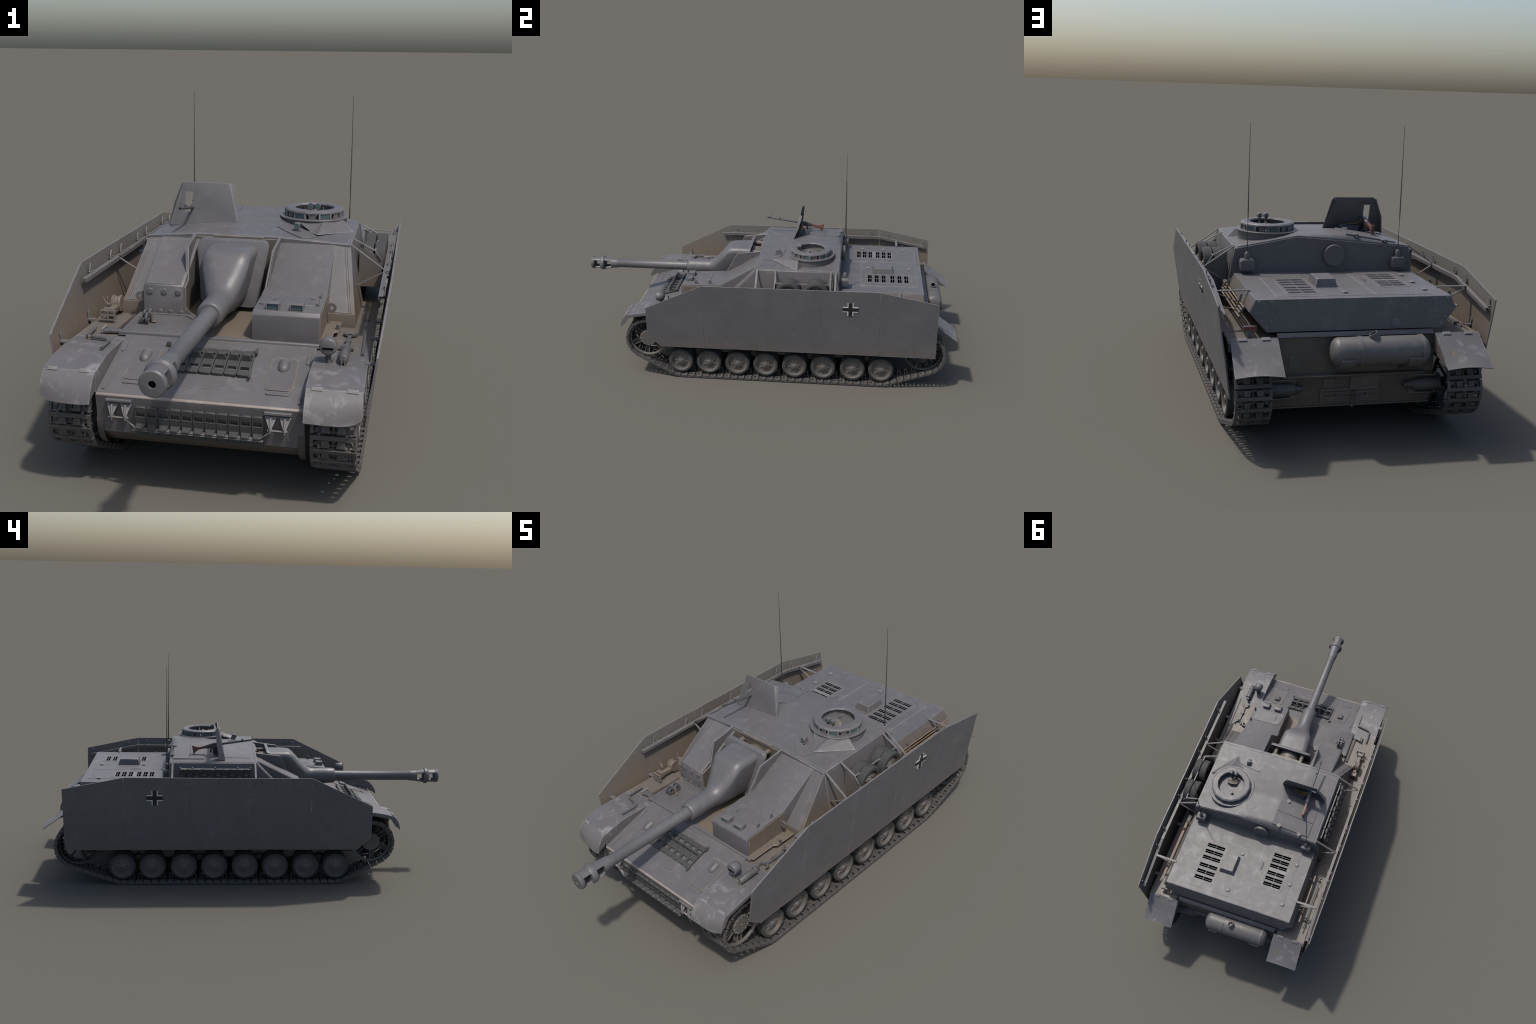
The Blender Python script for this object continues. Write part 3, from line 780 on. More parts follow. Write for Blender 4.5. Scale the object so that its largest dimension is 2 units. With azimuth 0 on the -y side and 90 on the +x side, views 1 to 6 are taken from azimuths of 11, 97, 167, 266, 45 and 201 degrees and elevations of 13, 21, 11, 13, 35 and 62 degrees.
    prism('rear_flap_side', [(s * 0.2745, 0.870, 0.374), (s * 0.2745, 0.995, 0.284), (s * 0.2745, 0.885, 0.305), (s * 0.2745, 0.846, 0.315)], (s * 0.003, 0, 0), 'fender_floor', rf, bevel=0.0004)
    for x in (0.314, 0.392):
        box('flap_hinge', (s * x, 0.876, 0.3745), (0.028, 0.014, 0.0045), 'light_edge', rf, rot=Matrix.Rotation(-0.5, 3, 'X'))
    prism('fender_bracket', [(s * 0.430, 0.84, 0.366), (s * 0.440, 0.84, 0.366), (s * 0.440, 0.885, 0.366), (s * 0.430, 0.885, 0.366)], (0, 0, -0.03), 'link', fn)
    if s == -1:      # bare primer chips on one flap
        for c, pp in (((-0.312, 0.948), ((-0.006, -0.016), (0.004, -0.012), (0.006, 0.004), (-0.002, 0.016), (-0.006, 0.008))), ((-0.412, 0.978), ((-0.008, -0.004), (0.010, -0.002), (0.006, 0.006), (-0.004, 0.004)))):
            q = [V((c[0] + dx, c[1] + dy, 0.376 - 0.091 * (c[1] + dy - 0.872) / 0.124 + 0.0006)) for dx, dy in pp]
            prism('primer_chip', q, (0, 0.0006, 0.0009), 'rod', rf, bevel=0)

# ------------------------------------------------------------------ side skirts
def skx(z):
    return 0.4345 + 0.1405 * (z - 0.18)
SE = [-0.280, 0.018, 0.316, 0.611]
def top_z(y):
    if y < -0.28: return 0.407 + (y + 0.576) * (0.548 - 0.407) / 0.296
    if y > 0.611: return 0.550 - (y - 0.611) * 0.058 / 0.286
    return 0.548 + (y + 0.28) * 0.002 / 0.89
for s in (1, -1):
    edges = [-0.576] + SE + [0.897]
    for i in range(5):
        y0, y1 = edges[i] + (0.0007 if i else 0), edges[i + 1] - (0.0007 if i < 4 else 0)
        if i == 0:
            poly = [(-0.576, 0.407), (-0.578, 0.242), (-0.512, 0.180), (y1, 0.180), (y1, top_z(y1))]
        else:
            poly = [(y0, top_z(y0)), (y0, 0.180), (y1, 0.181), (y1, top_z(y1))]
        bm = bmesh.new()
        # fine enough to carry shallow dents
        fs = bm_prism(bm, [(s * (skx(z) - 0.005), y, z) for y, z in poly], (s * 0.005, 0, 0))
        bmesh.ops.recalc_face_normals(bm, faces=bm.faces)
        for f in bm.faces:
            if f.normal.x * s < -0.5:
                f.material_index = 1
        bmesh.ops.triangulate(bm, faces=[f for f in bm.faces if len(f.verts) > 4])
        bmesh.ops.subdivide_edges(bm, edges=[e for e in bm.edges if e.calc_length() > 0.05], cuts=11, use_grid_fill=True)
        for v in bm.verts:
            w = noise.noise(V((v.co.y * 7, v.co.z * 9, 3.7 * s))) * 0.0016 + noise.noise(V((v.co.y * 23, v.co.z * 19, 9 * s))) * 0.0005
            v.co.x += s * w
        finish(bm, 'skirt_plate', ['skirt', 'skirt_inner'], None, 0, smooth=40)
    # carrying rail with hooks
    rail_pts = [(-0.322, 0.509), (0.611, 0.514), (0.878, 0.461)]
    bm = bmesh.new()
    for (ya, za), (yb, zb) in zip(rail_pts, rail_pts[1:]):
        bm_prism(bm, [(s * 0.449, ya, za - 0.014), (s * 0.449, ya, za), (s * 0.463, ya, za), (s * 0.463, ya, za - 0.003), (s * 0.452, ya, za - 0.003), (s * 0.452, ya, za - 0.014)], (0, yb - ya, zb - za))
    rail = finish(bm, 'skirt_rail', 'rail', None, 0.0004)
    rz = lambda y: 0.509 + (y + 0.322) * 0.005 / 0.933 if y < 0.611 else 0.514 - (y - 0.611) * 0.053 / 0.267
    for y in (-0.240, -0.047, 0.056, 0.242, 0.350, 0.560, 0.660, 0.862):
        z = rz(y)
        prism('skirt_hook', [(s * 0.466, y - 0.012, z - 0.001), (s * 0.466, y + 0.010, z - 0.001), (s * 0.466, y + 0.004, z + 0.027), (s * 0.466, y - 0.001, z + 0.027)], (s * 0.0035, 0, 0), 'rail', rail, bevel=0.0003)
        tube('hook_wire', [(s * 0.470, y - 0.016, z + 0.003), (s * 0.463, y - 0.012, z + 0.002), (s * 0.457, y, z + 0.002), (s * 0.463, y + 0.012, z + 0.002), (s * 0.470, y + 0.016, z + 0.004)], 0.0012, 'rail', rail, seg=6)
    # lower brackets that stand on the fender edge
    for y in (-0.520, -0.300, -0.13, 0.16, 0.45, 0.76):
        bm = bmesh.new()
        bm_box(bm, (s * 0.445, y, FZ + 0.004), (0.024, 0.016, 0.006))
        bm_prism(bm, [(s * 0.452, y - 0.006, FZ), (s * 0.452, y + 0.006, FZ), (s * 0.4545, y + 0.004, FZ + 0.030), (s * 0.4545, y - 0.004, FZ + 0.030)], (s * 0.002, 0, 0))
        finish(bm, 'skirt_bracket', 'rail', None, 0.0004)
    # balkan-type marking, standing a hair proud of the plate
    yc, zc = 0.465, 0.449
    def mk(name, rects, mat, h):
        bm = bmesh.new()
        for a, b, c, d in rects:
            bm_prism(bm, [(s * (skx(zc + z) - 0.001), yc + y, zc + z) for y, z in ((a, c), (b, c), (b, d), (a, d))], (s * (0.001 + h), 0, 0))
        return finish(bm, name, mat, None)
    L, H, w, t = 0.0385, 0.0365, 0.0098, 0.0050
    mk('cross_marking', ((-L, L, -w, w), (-w, w, w, H), (-w, w, -H, -w)), 'cross_black', 0.0022)
    rects = []
    for sy in (1, -1):
        for sz in (1, -1):
            ya, yb = sorted((sy * w, sy * L)); za, zb = sorted((sz * w, sz * (w + t)))
            rects.append((ya, yb, za, zb))
            ya, yb = sorted((sy * w, sy * (w + t))); za, zb = sorted((sz * (w + t), sz * H))
            rects.append((ya, yb, za, zb))
    mk('cross_outline', rects, 'cross_white', 0.0018)
    # struts between hull and rail
    def strut(a, b, w=0.009, t=0.0035):
        flatbar('skirt_strut', (s * a[0], a[1], a[2]), (s * b[0], b[1], b[2]), w, t, 'rail', rail)
    strut((0.340, -0.014, 0.591), (0.452, -0.014, 0.512))
    strut((0.452, -0.014, 0.505), (0.366, -0.014, 0.455), 0.007, 0.0035)
    strut((0.340, 0.385, 0.591), (0.452, 0.385, 0.515))
    strut((0.452, 0.385, 0.508), (0.366, 0.385, 0.455), 0.007, 0.0035)
    strut((0.338, 0.706, 0.4975), (0.452, 0.706, 0.4975), 0.011)
    strut((0.450, 0.706, 0.488), (0.352, 0.706, 0.445), 0.007, 0.0035)
    box('strut_end', (s * 0.451, 0.706, 0.488), (0.004, 0.011, 0.016), 'rail', rail)

# ------------------------------------------------------------------ running gear
TX, TW = 0.3635, 0.122
WHEEL_Y = [-0.415, -0.2665, -0.1155, 0.0325, 0.183, 0.331, 0.483, 0.6285]
WZ, WR = 0.084, 0.0645

def link_mesh(name, mat, horn=True):
    """one cast track link; x across, y along the run, z outward"""
    bm = bmesh.new()
    h = 0.0120
    bm_box(bm, (0, -0.0115, 0.004), (TW, 0.0125, h))                      # cross bar
    for x in (-0.021, 0.021):                                             # tapered pads
        bm_prism(bm, [(x - 0.0088, -0.0035, -0.0030), (x + 0.0088, -0.0035, -0.0030), (x + 0.0122, 0.0160, -0.0030), (x - 0.0122, 0.0160, -0.0030)], (0, 0, h))
    for x in (-0.0565, 0.0565):                                           # end lugs
        bm_box(bm, (x, 0.004, 0.0028), (0.0085, 0.027, h))
        bm_box(bm, (x * 0.975, 0.004, -0.0035), (0.003, 0.026, 0.008))
    for x in (-0.044, 0.044):                                             # sunk blocks between lugs
        bm_box(bm, (x, 0.0085, -0.0025), (0.0105, 0.011, 0.0055))
    bm_tube(bm, [(-TW / 2, -0.0125, -0.002), (TW / 2, -0.0125, -0.002)], 0.0038, 8)
    bm_tube(bm, [(-TW / 2 - 0.002, 0.0125, -0.003), (TW / 2 + 0.002, 0.0125, -0.003)], 0.0030, 6)
    for x in (-0.034, 0.0, 0.034):
        bm_box(bm, (x, 0.004, -0.0038), (0.006, 0.026, 0.003))
    if horn:                                                              # hollow guide horn
        for x in (-0.0055, 0.0045):
            o = [(x, -0.013, -0.004), (x, 0.011, -0.004), (x, 0.006, -0.031), (x, -0.007, -0.031)]
            i = [(x, -0.0085, -0.004), (x, 0.0065, -0.004), (x, 0.0028, -0.0255), (x, -0.0038, -0.0255)]
            A = [bm.verts.new(p) for p in o]; B = [bm.verts.new(p) for p in i]
            A2 = [bm.verts.new((p[0] + 0.001, p[1], p[2])) for p in o]; B2 = [bm.verts.new((p[0] + 0.001, p[1], p[2])) for p in i]
            for k in range(1, 4):
                k2 = (k + 1) % 4
                bm.faces.new((A[k], A[k2], B[k2], B[k])); bm.faces.new((A2[k], B2[k], B2[k2], A2[k2]))
                bm.faces.new((A[k], A2[k], A2[k2], A[k2])); bm.faces.new((B[k], B[k2], B2[k2], B2[k]))
        bm_prism(bm, [(-0.0055, 0.006, -0.031), (0.0055, 0.006, -0.031), (0.0055, -0.007, -0.031), (-0.0055, -0.007, -0.031)], (0, 0, 0.003))
    ob = finish(bm, name, mat, ROOT, 0.0005)
    return ob

def convex_hull(P):
    P = sorted(set(P))
    def half(Q):
        H = []
        for p in Q:
            while len(H) > 1 and (H[-1][0] - H[-2][0]) * (p[1] - H[-2][1]) - (H[-1][1] - H[-2][1]) * (p[0] - H[-2][0]) <= 0:
                H.pop()
            H.append(p)
        return H[:-1]
    return half(P) + half(P[::-1])

circ = [((-0.586, 0.209), 0.1045), ((0.8385, 0.189), 0.1045), ((WHEEL_Y[0], WZ), WR + 0.0095), ((WHEEL_Y[-1], WZ), WR + 0.0095)]
pts = []
for (cy, cz), r in circ:
    for k in range(120):
        a = 2 * math.pi * k / 120
        pts.append((round(cy + r * math.cos(a), 5), round(cz + r * math.sin(a), 5)))
loop = convex_hull(pts)
segs = []
tot = 0
for a, b in zip(loop, loop[1:] + loop[:1]):
    l = math.hypot(b[0] - a[0], b[1] - a[1]); segs.append((a, b, l, tot)); tot += l
NL = 94
link0 = link_mesh('track_link', 'link')
def at(dist):
    dist %= tot
    for a, b, l, t0 in segs:
        if dist <= t0 + l:
            f = (dist - t0) / l
            return V((0, a[0] + (b[0] - a[0]) * f, a[1] + (b[1] - a[1]) * f))
tracks = {}
first = True
for s in (1, -1):
    tr = empty_part('track')
    for i in range(NL):
        p0, p1 = at(tot * i / NL - 0.016), at(tot * i / NL + 0.016)
        c = (p0 + p1) / 2
        d = (p1 - p0).normalized()            # loop runs counter-clockwise in (y,z)
        nrm = V((0, d.z, -d.y))               # outward
        xax = d.cross(nrm)
        mtx = Matrix((xax, d, nrm)).transposed().to_4x4()
        mtx.translation = V((s * TX, c.y, c.z))
        if first:
            link0.parent = tr; link0.matrix_local = mtx; first = False
        else:
            copy_of(link0, mtx, tr)

# road wheel: double disc, rubber tyres, ribbed hub
def wheel_parts():
    rim = bmesh.new()
    bm_lathe(rim, (0, 0, 0), (1, 0, 0), [(-0.012, 0.012), (-0.012, 0.050), (0.016, 0.052), (0.0175, 0.0505), (0.0155, 0.0475), (0.005, 0.0455), (0.004, 0.030), (0.006, 0.0225), (0.012, 0.0205), (0.0125, 0.0135), (0.0165, 0.0120), (0.0175, 0.010), (0.0185, 0.0)], 24)
    for k in range(8):
        a = math.pi / 4 * k + 0.2
        R = Matrix.Rotation(a, 3, 'X')
        q = [(0.003, 0.019, 0.0034), (0.003, 0.040, 0.0012), (0.006, 0.039, 0.0006), (0.0115, 0.020, 0.0022)]
        A = [rim.verts.new(R @ V((x, y, z))) for x, y, z in q]; B = [rim.verts.new(R @ V((x, y, -z))) for x, y, z in q]
        rim.faces.new(A); rim.faces.new(B[::-1])
        for i in range(4):
            rim.faces.new((A[i], B[i], B[(i + 1) % 4], A[(i + 1) % 4]))
    for k in range(8):
        a = math.pi / 4 * k + 0.6
        bm_lathe(rim, (0.0115, 0.0170 * math.cos(a), 0.0170 * math.sin(a)), (1, 0, 0), [(0, 0.0018), (0.0035, 0.0018), (0.0035, 0)], 6)
    tyre = bmesh.new()
    bm_lathe(tyre, (0, 0, 0), (1, 0, 0), [(-0.017, 0.050), (-0.018, 0.061), (-0.015, WR), (0.014, WR), (0.0175, 0.0615), (0.0185, 0.058), (0.0175, 0.0515), (0.010, 0.050), (-0.017, 0.050)], 24)
    return rim, tyre
rb_, tb_ = wheel_parts()
rim0 = finish(rb_, 'road_wheel', 'rim', ROOT, 0, smooth=40)
tyre0 = finish(tb_, 'tyre', 'rubber', rim0, 0, smooth=40)
first = True
def place_wheel(mtx, parent=None):
    global first
    if first:
        rim0.matrix_local = mtx; first = False
        return rim0
    r = copy_of(rim0, mtx, parent or ROOT)
    t = tyre0.copy(); bpy.context.scene.collection.objects.link(t); t.parent = r; t.matrix_local = Matrix()
    return r
for s in (1, -1):
    for i, y in enumerate(WHEEL_Y):
        for dx in (0.026, -0.026):
            R = Matrix.Rotation(random.uniform(0, 6.28), 4, 'X')
            F = Matrix.Identity(4) if dx > 0 else Matrix.Rotation(math.pi, 4, 'Z')
            place_wheel(Matrix.Translation((s * TX + dx, y, WZ)) @ F @ R)
    # bogie arms and suspension housings
    for a in range(4):
        ym = (WHEEL_Y[2 * a] + WHEEL_Y[2 * a + 1]) / 2
        bm = bmesh.new()
        bm_box(bm, (s * 0.298, ym, 0.135), (0.03, 0.07, 0.05))
        for y in (WHEEL_Y[2 * a], WHEEL_Y[2 * a + 1]):
            bm_tube(bm, [(s * 0.31, ym, 0.13), (s * 0.312, y, WZ)], 0.013, 8)
            bm_tube(bm, [(s * 0.30, y, WZ), (s * 0.395, y, WZ)], 0.012, 10)
        for k in range(4):
            bm_box(bm, (s * 0.311, ym, 0.126 + k * 0.006), (0.02, 0.13 - k * 0.02, 0.005))
        bm_prism(bm, [(s * 0.300, ym + dy, z) for dy, z in ((-0.055, 0.180), (-0.040, 0.130), (-0.014, 0.088), (0.014, 0.088), (0.040, 0.130), (0.055, 0.180))], (s * 0.018, 0, 0))
        finish(bm, 'suspension_bogie', 'hull', None, 0.0008)
    for y0, y1 in ((1, 2), (3, 4), (5, 6)):
        ym = (WHEEL_Y[y0] + WHEEL_Y[y1]) / 2
        prism('bump_stop', [(s * 0.285, ym + dy, z) for dy, z in ((-0.045, 0.180), (-0.022, 0.110), (0.022, 0.110), (0.045, 0.180))], (s * 0.045, 0, 0), 'hull')
    for y in (-0.34, -0.04, 0.26, 0.55):
        lathe('return_roller', (s * 0.335, y, 0.268), (s, 0, 0), [(0, 0), (0, 0.030), (0.055, 0.030), (0.055, 0.018), (0.062, 0.010), (0.062, 0)], 'rim', None, seg=16)
    # drive sprocket
    sc = V((s * TX, -0.586, 0.209))
    bm = bmesh.new()
    ax = V((s, 0, 0))
    for t0 in (0.0305, -0.042):
        bm_lathe(bm, sc, ax, [(t0, 0.088), (t0, 0.1005), (t0 + 0.010, 0.1005), (t0 + 0.0115, 0.097), (t0 + 0.0115, 0.091), (t0 + 0.009, 0.088), (t0, 0.088)], 40)
        for k in range(19):
            a = 2 * math.pi * k / 19
            R = Matrix.Rotation(a, 3, 'X')
            pts3 = [sc + ax * (t0 + 0.001) + R @ V((0, y, z)) for y, z in ((0.097, -0.0095), (0.1075, -0.0055), (0.111, 0.0), (0.1075, 0.0055), (0.097, 0.0095))]
            bm_prism(bm, pts3, ax * 0.007)
    for k in range(6):
        a = math.radians(60 * k + 22)
        R = Matrix.Rotation(a, 3, 'X')
        for z in (-0.010, 0.010):
            q = [sc + ax * t + R @ V((0, y, z * (0.85 if y < 0.06 else 1.15))) for t, y in ((0.030, 0.040), (0.034, 0.090), (0.014, 0.090), (0.000, 0.040))]
            bm_prism(bm, q, R @ V((0, 0, 0.003)))
        q = [sc + ax * t + R @ V((0, y, -0.012)) for t, y in ((0.002, 0.030), (0.018, 0.090), (0.014, 0.090), (-0.004, 0.030))]
        bm_prism(bm, q, R @ V((0, 0, 0.024)))
        bm_box(bm, sc + R @ V((0, 0.093, 0)), (0.075, 0.006, 0.014), R)
    spr = finish(bm, 'drive_sprocket', 'rim', None, 0.0005)
    hub = lathe('sprocket_hub', sc, ax, [(-0.06, 0.03), (0.0, 0.042), (0.030, 0.0435), (0.039, 0.0435), (0.041, 0.041), (0.0415, 0.0)], 'rim', spr, seg=28)
    for k in range(12):
        a = math.pi / 6 * k
        lathe('hub_bolt', sc + ax * 0.0405 + V((0, 0.0375 * math.cos(a), 0.0375 * math.sin(a))), ax, [(0, 0.0026), (0.0025, 0.0026), (0.0025, 0)], 'light_edge', hub, seg=6)
    lathe('hub_bolt', sc + ax * 0.041, ax, [(0, 0.0032), (0.0022, 0.0032), (0.0022, 0)], 'light_edge', hub, seg=8)
    # final drive housing
    lathe('final_drive', (s * 0.27, -0.586, 0.209), ax, [(0, 0.098), (0.018, 0.098), (0.020, 0.075), (0.036, 0.06), (0.06, 0.03)], 'link', None, seg=28)
    # idler
    ic = V((s * TX, 0.8385, 0.189))
    bm = bmesh.new()
    for t0 in (0.028, -0.028):
        prof = [(t0 + 0.0065 * math.cos(a), 0.0915 + 0.0065 * math.sin(a)) for a in [2 * math.pi * k / 10 for k in range(11)]]
        bm_lathe(bm, ic, ax, prof, 40)
        for k in range(7):
            a = 2 * math.pi * k / 7 + (0.5 if s > 0 else 0.55)
            d = V((0, math.sin(a), -math.cos(a)))
            bm_tube(bm, [ic + ax * (t0 * 0.55) + d * 0.018, ic + ax * t0 + d * 0.090], 0.0050, 8)
    for k in range(14):
        a = 2 * math.pi * k / 14
        d = V((0, math.sin(a), -math.cos(a)))
        bm_tube(bm, [ic - ax * 0.028 + d * 0.0915, ic + ax * 0.028 + d * 0.0915], 0.003, 6)
    bm_lathe(bm, ic, ax, [(-0.034, 0), (-0.034, 0.018), (0.030, 0.022), (0.036, 0.018), (0.038, 0)], 20)
    finish(bm, 'idler_wheel', 'rubber', None, 0, smooth=45)

# ------------------------------------------------------------------ spare tracks
def spare_mesh():
    bm = bmesh.new()
    p = 0.0172
    bm_box(bm, (0.002, 0, 0), (0.040, 2 * p, 0.009))
    for sg in (-1, 1):
        for y in (-p + 0.0024, p - 0.0024):
            bm_box(bm, (0.002 + sg * 0.0285, y, 0), (0.018, 0.0048, 0.008))
        bm_prism(bm, [(0.002 + sg * 0.037, -p, -0.004), (0.002 + sg * 0.054, -p, -0.004), (0.002 + sg * 0.0575, -p * 0.7, -0.004), (0.002 + sg * 0.0575, p * 0.8, -0.004), (0.002 + sg * 0.053, p, -0.004), (0.002 + sg * 0.037, p, -0.004)], (0, 0, 0.0095))
    bm_prism(bm, [(0.008, -0.0148, -0.004), (0.008, 0.0148, -0.004), (0.010, 0.0100, -0.024), (0.010, -0.0100, -0.024)], (0.008, 0, 0))
    return finish(bm, 'spare_track_link', 'spare_link', ROOT, 0.0006)
spare0 = spare_mesh()
sp_first = True
def spare(mtx, parent):
    global sp_first
    if sp_first:
        spare0.parent = parent; spare0.matrix_local = mtx; sp_first = False
    else:
        copy_of(spare0, mtx, parent)
def basis(xa, ya, za, o, sx=1.0):
    m = Matrix((V(xa) * sx, V(ya), V(za))).transposed().to_4x4()
    m.translation = V(o)
    return m
# glacis: seven links laid side by side, guide horns up
rack = empty_part('glacis_spare_track')
sl = V((0, 1, 0.31)).normalized()
for i in range(7):
    x = -0.1165 + i * 0.0362
    spare(basis(sl, V((1, 0, 0)), -GN, glacis_pt(x, -0.5365, 0.0065), 0.97), rack)
for y in (-0.589, -0.484):
    tube('rack_pin', [glacis_pt(0.121, y - 0.012, 0.012), glacis_pt(0.121, y + 0.012, 0.012)], 0.004, 'spare_link', rack)
box('rack_bracket', glacis_pt(0.117, -0.485, 0.007), (0.012, 0.008, 0.014), 'spare_link', rack)
box('rack_bracket', glacis_pt(-0.142, -0.470, 0.007), (0.012, 0.012, 0.012), 'spare_link', rack)
# nose: eleven links behind a bar
rack = empty_part('nose_spare_track')
nn = V((0, -0.114, -0.022)).cross(V((1, 0, 0)))
npl = V((0, -0.9818, -0.1895))     # outward normal of the nose plate
up = V((0, -0.1895, 0.9818))
def nose(x, z, h):
    return V((x, -0.6985 + (0.289 - z) * 0.193, z)) + npl * h
for i in range(11):
    x = -0.1585 + i * 0.0322
    spare(basis(-up, V((0.9, 0, 0)), -npl, nose(x, 0.222, 0.0050), 0.80), rack)
flatbar('rack_bar', nose(-0.180, 0.203, 0.021), nose(0.180, 0.203, 0.021), 0.003, 0.010, 'paint', rack, up=npl)
prism('rack_bar_lip', [nose(-0.172, 0.2085, 0.014), nose(-0.172, 0.2085, 0.025), nose(-0.172, 0.206, 0.025), nose(-0.172, 0.206, 0.010)], (0.344, 0, 0), 'paint', rack, bevel=0.0004)
for s in (1, -1):
    cx = 0.218 * s
    cl = box('tow_clevis', nose(cx, 0.279, 0.004), (0.072, 0.010, 0.007), 'paint', rack)
    for dx in (-0.019, 0.019):
        q = [nose(cx + dx - 0.002, 0.268, 0.0), nose(cx + dx - 0.002, 0.268, 0.010), nose(cx + dx - 0.002, 0.243, 0.022), nose(cx + dx - 0.002, 0.226, 0.022), nose(cx + dx - 0.002, 0.219, 0.014), nose(cx + dx - 0.002, 0.222, 0.0)]
        prism('clevis_plate', q, (0.004, 0, 0), 'light_edge', cl, bevel=0.0006)
        prism('clevis_flange', [nose(cx + dx - 0.016, 0.268, 0.0), nose(cx + dx + 0.016, 0.268, 0.0), nose(cx + dx + 0.003, 0.240, 0.019), nose(cx + dx - 0.003, 0.240, 0.019)], npl * 0.002, 'light_edge', cl, bevel=0.0004)
    tube('clevis_pin', [nose(cx - 0.026, 0.234, 0.016), nose(cx + 0.026, 0.234, 0.016)], 0.0042, 'light_edge', cl, seg=10)
    tube('clevis_cotter', [nose(cx + s * 0.026, 0.238, 0.022), nose(cx + s * 0.030, 0.214, 0.024)], 0.0012, 'rail', cl, seg=6)
    prism('bar_end', [nose(s * 0.172, 0.204, 0.012), nose(s * 0.172, 0.210, 0.026), nose(s * 0.199, 0.231, 0.020), nose(s * 0.199, 0.220, 0.012)], (0, 0, 0.003), 'light_edge', cl, bevel=0.0004)
# side: a hanging run on the casemate wall
rack = empty_part('side_spare_track')
for i in range(10):
    y = 0.028 + i * 0.0340
    spare(basis(V((-0.17, 0, 0.985)), V((0, -0.95, 0)), V((0.985, 0, 0.17)), (-0.364 - 0.003 * (i % 2), y, 0.512), 0.92), rack)
tube('rack_rod', [(-0.357, 0.008, 0.563), (-0.357, 0.350, 0.564)], 0.0032, 'rail', rack)
for y in (0.010, 0.070, 0.180, 0.290, 0.348):
    lathe('rack_bolt', (-0.357, y, 0.566), (0, 0, 1), [(-0.006, 0.0055), (0.003, 0.0055), (0.006, 0.003), (0.006, 0)], 'rail', rack, seg=8)

# ------------------------------------------------------------------ spare wheels in a rack (left side)
bin_ = empty_part('spare_wheel_rack')
for y, z in ((0.152, 0.503), (0.291, 0.505)):
    for x in (0.430, 0.391):
        place_wheel(Matrix.Translation((x, y, z)) @ Matrix.Rotation(0.9 + y, 4, 'X'))
prism('rack_end_plate', [(0.363, 0.083, 0.425), (0.441, 0.083, 0.425), (0.441, 0.083, 0.512), (0.432, 0.083, 0.530), (0.363, 0.083, 0.565)], (0, 0.003, 0), 'skirt_inner', bin_)
prism('rack_end_plate', [(0.363, 0.362, 0.425), (0.441, 0.362, 0.425), (0.441, 0.362, 0.512), (0.432, 0.362, 0.530), (0.363, 0.362, 0.565)], (0, 0.003, 0), 'skirt_inner', bin_)
box('rack_floor', (0.402, 0.223, 0.427), (0.078, 0.28, 0.003), 'skirt_inner', bin_)
flatbar('rack_frame', (0.340, 0.080, 0.591), (0.416, 0.084, 0.552), 0.008, 0.003, 'rail', bin_)
flatbar('rack_frame', (0.340, 0.361, 0.590), (0.416, 0.359, 0.552), 0.008, 0.003, 'rail', bin_)
flatbar('rack_frame', (0.416, 0.082, 0.552), (0.416, 0.362, 0.552), 0.006, 0.003, 'rail', bin_)
for y in (0.082, 0.361):
    flatbar('rack_frame', (0.416, y, 0.552), (0.438, y, 0.520), 0.006, 0.003, 'rail', bin_)

# ------------------------------------------------------------------ cupola
CX, CY = 0.188, 0.249
cup = empty_part('commander_cupola')
lathe('cupola_base', (CX, CY, 0), (0, 0, 1), [(0.575, 0.1145), (0.628, 0.1155), (0.630, 0.121), (0.6345, 0.1225), (0.6355, 0.1215), (0.6355, 0.080), (0.575, 0.080)], 'roof', cup, seg=24, smooth=30)
lathe('cupola_ring', (CX, CY, 0), (0, 0, 1), [(0.6525, 0.075), (0.6525, 0.1045), (0.655, 0.1065), (0.660, 0.1055), (0.664, 0.0985), (0.6645, 0.074), (0.660, 0.0705), (0.6525, 0.075)], 'roof', cup, seg=14, phase=0.1, smooth=20)
lathe('cupola_floor', (CX, CY, 0), (0, 0, 1), [(0.632, 0.082), (0.632, 0.0)], 'side', cup, seg=24)
for k in range(7):
    a = math.radians(-62 + 360 / 7 * k)
    Rz = Matrix.Rotation(a, 3, 'Z')
    c = V((CX, CY, 0.644)) + Rz @ V((0.090, 0, 0))
    blk = box('cupola_vision_block', c, (0.020, 0.046, 0.019), 'roof', cup, rot=Rz)
    box('vision_glass', V((CX, CY, 0.6445)) + Rz @ V((0.1003, 0, 0)), (0.002, 0.034, 0.0125), 'glass', blk, rot=Rz, bevel=0.0003)
    for dy in (-0.0205, 0.0205):
        box('vision_frame', V((CX, CY, 0.6445)) + Rz @ V((0.1008, dy, 0)), (0.005, 0.005, 0.0165), 'light_edge', blk, rot=Rz, bevel=0.0004)
    b = math.radians(-62 + 360 / 7 * (k + 0.5))
    Rb = Matrix.Rotation(b, 3, 'Z')
    box('cupola_spacer', V((CX, CY, 0.6445)) + Rb @ V((0.092, 0, 0)), (0.018, 0.022, 0.018), 'paint', cup, rot=Rb)
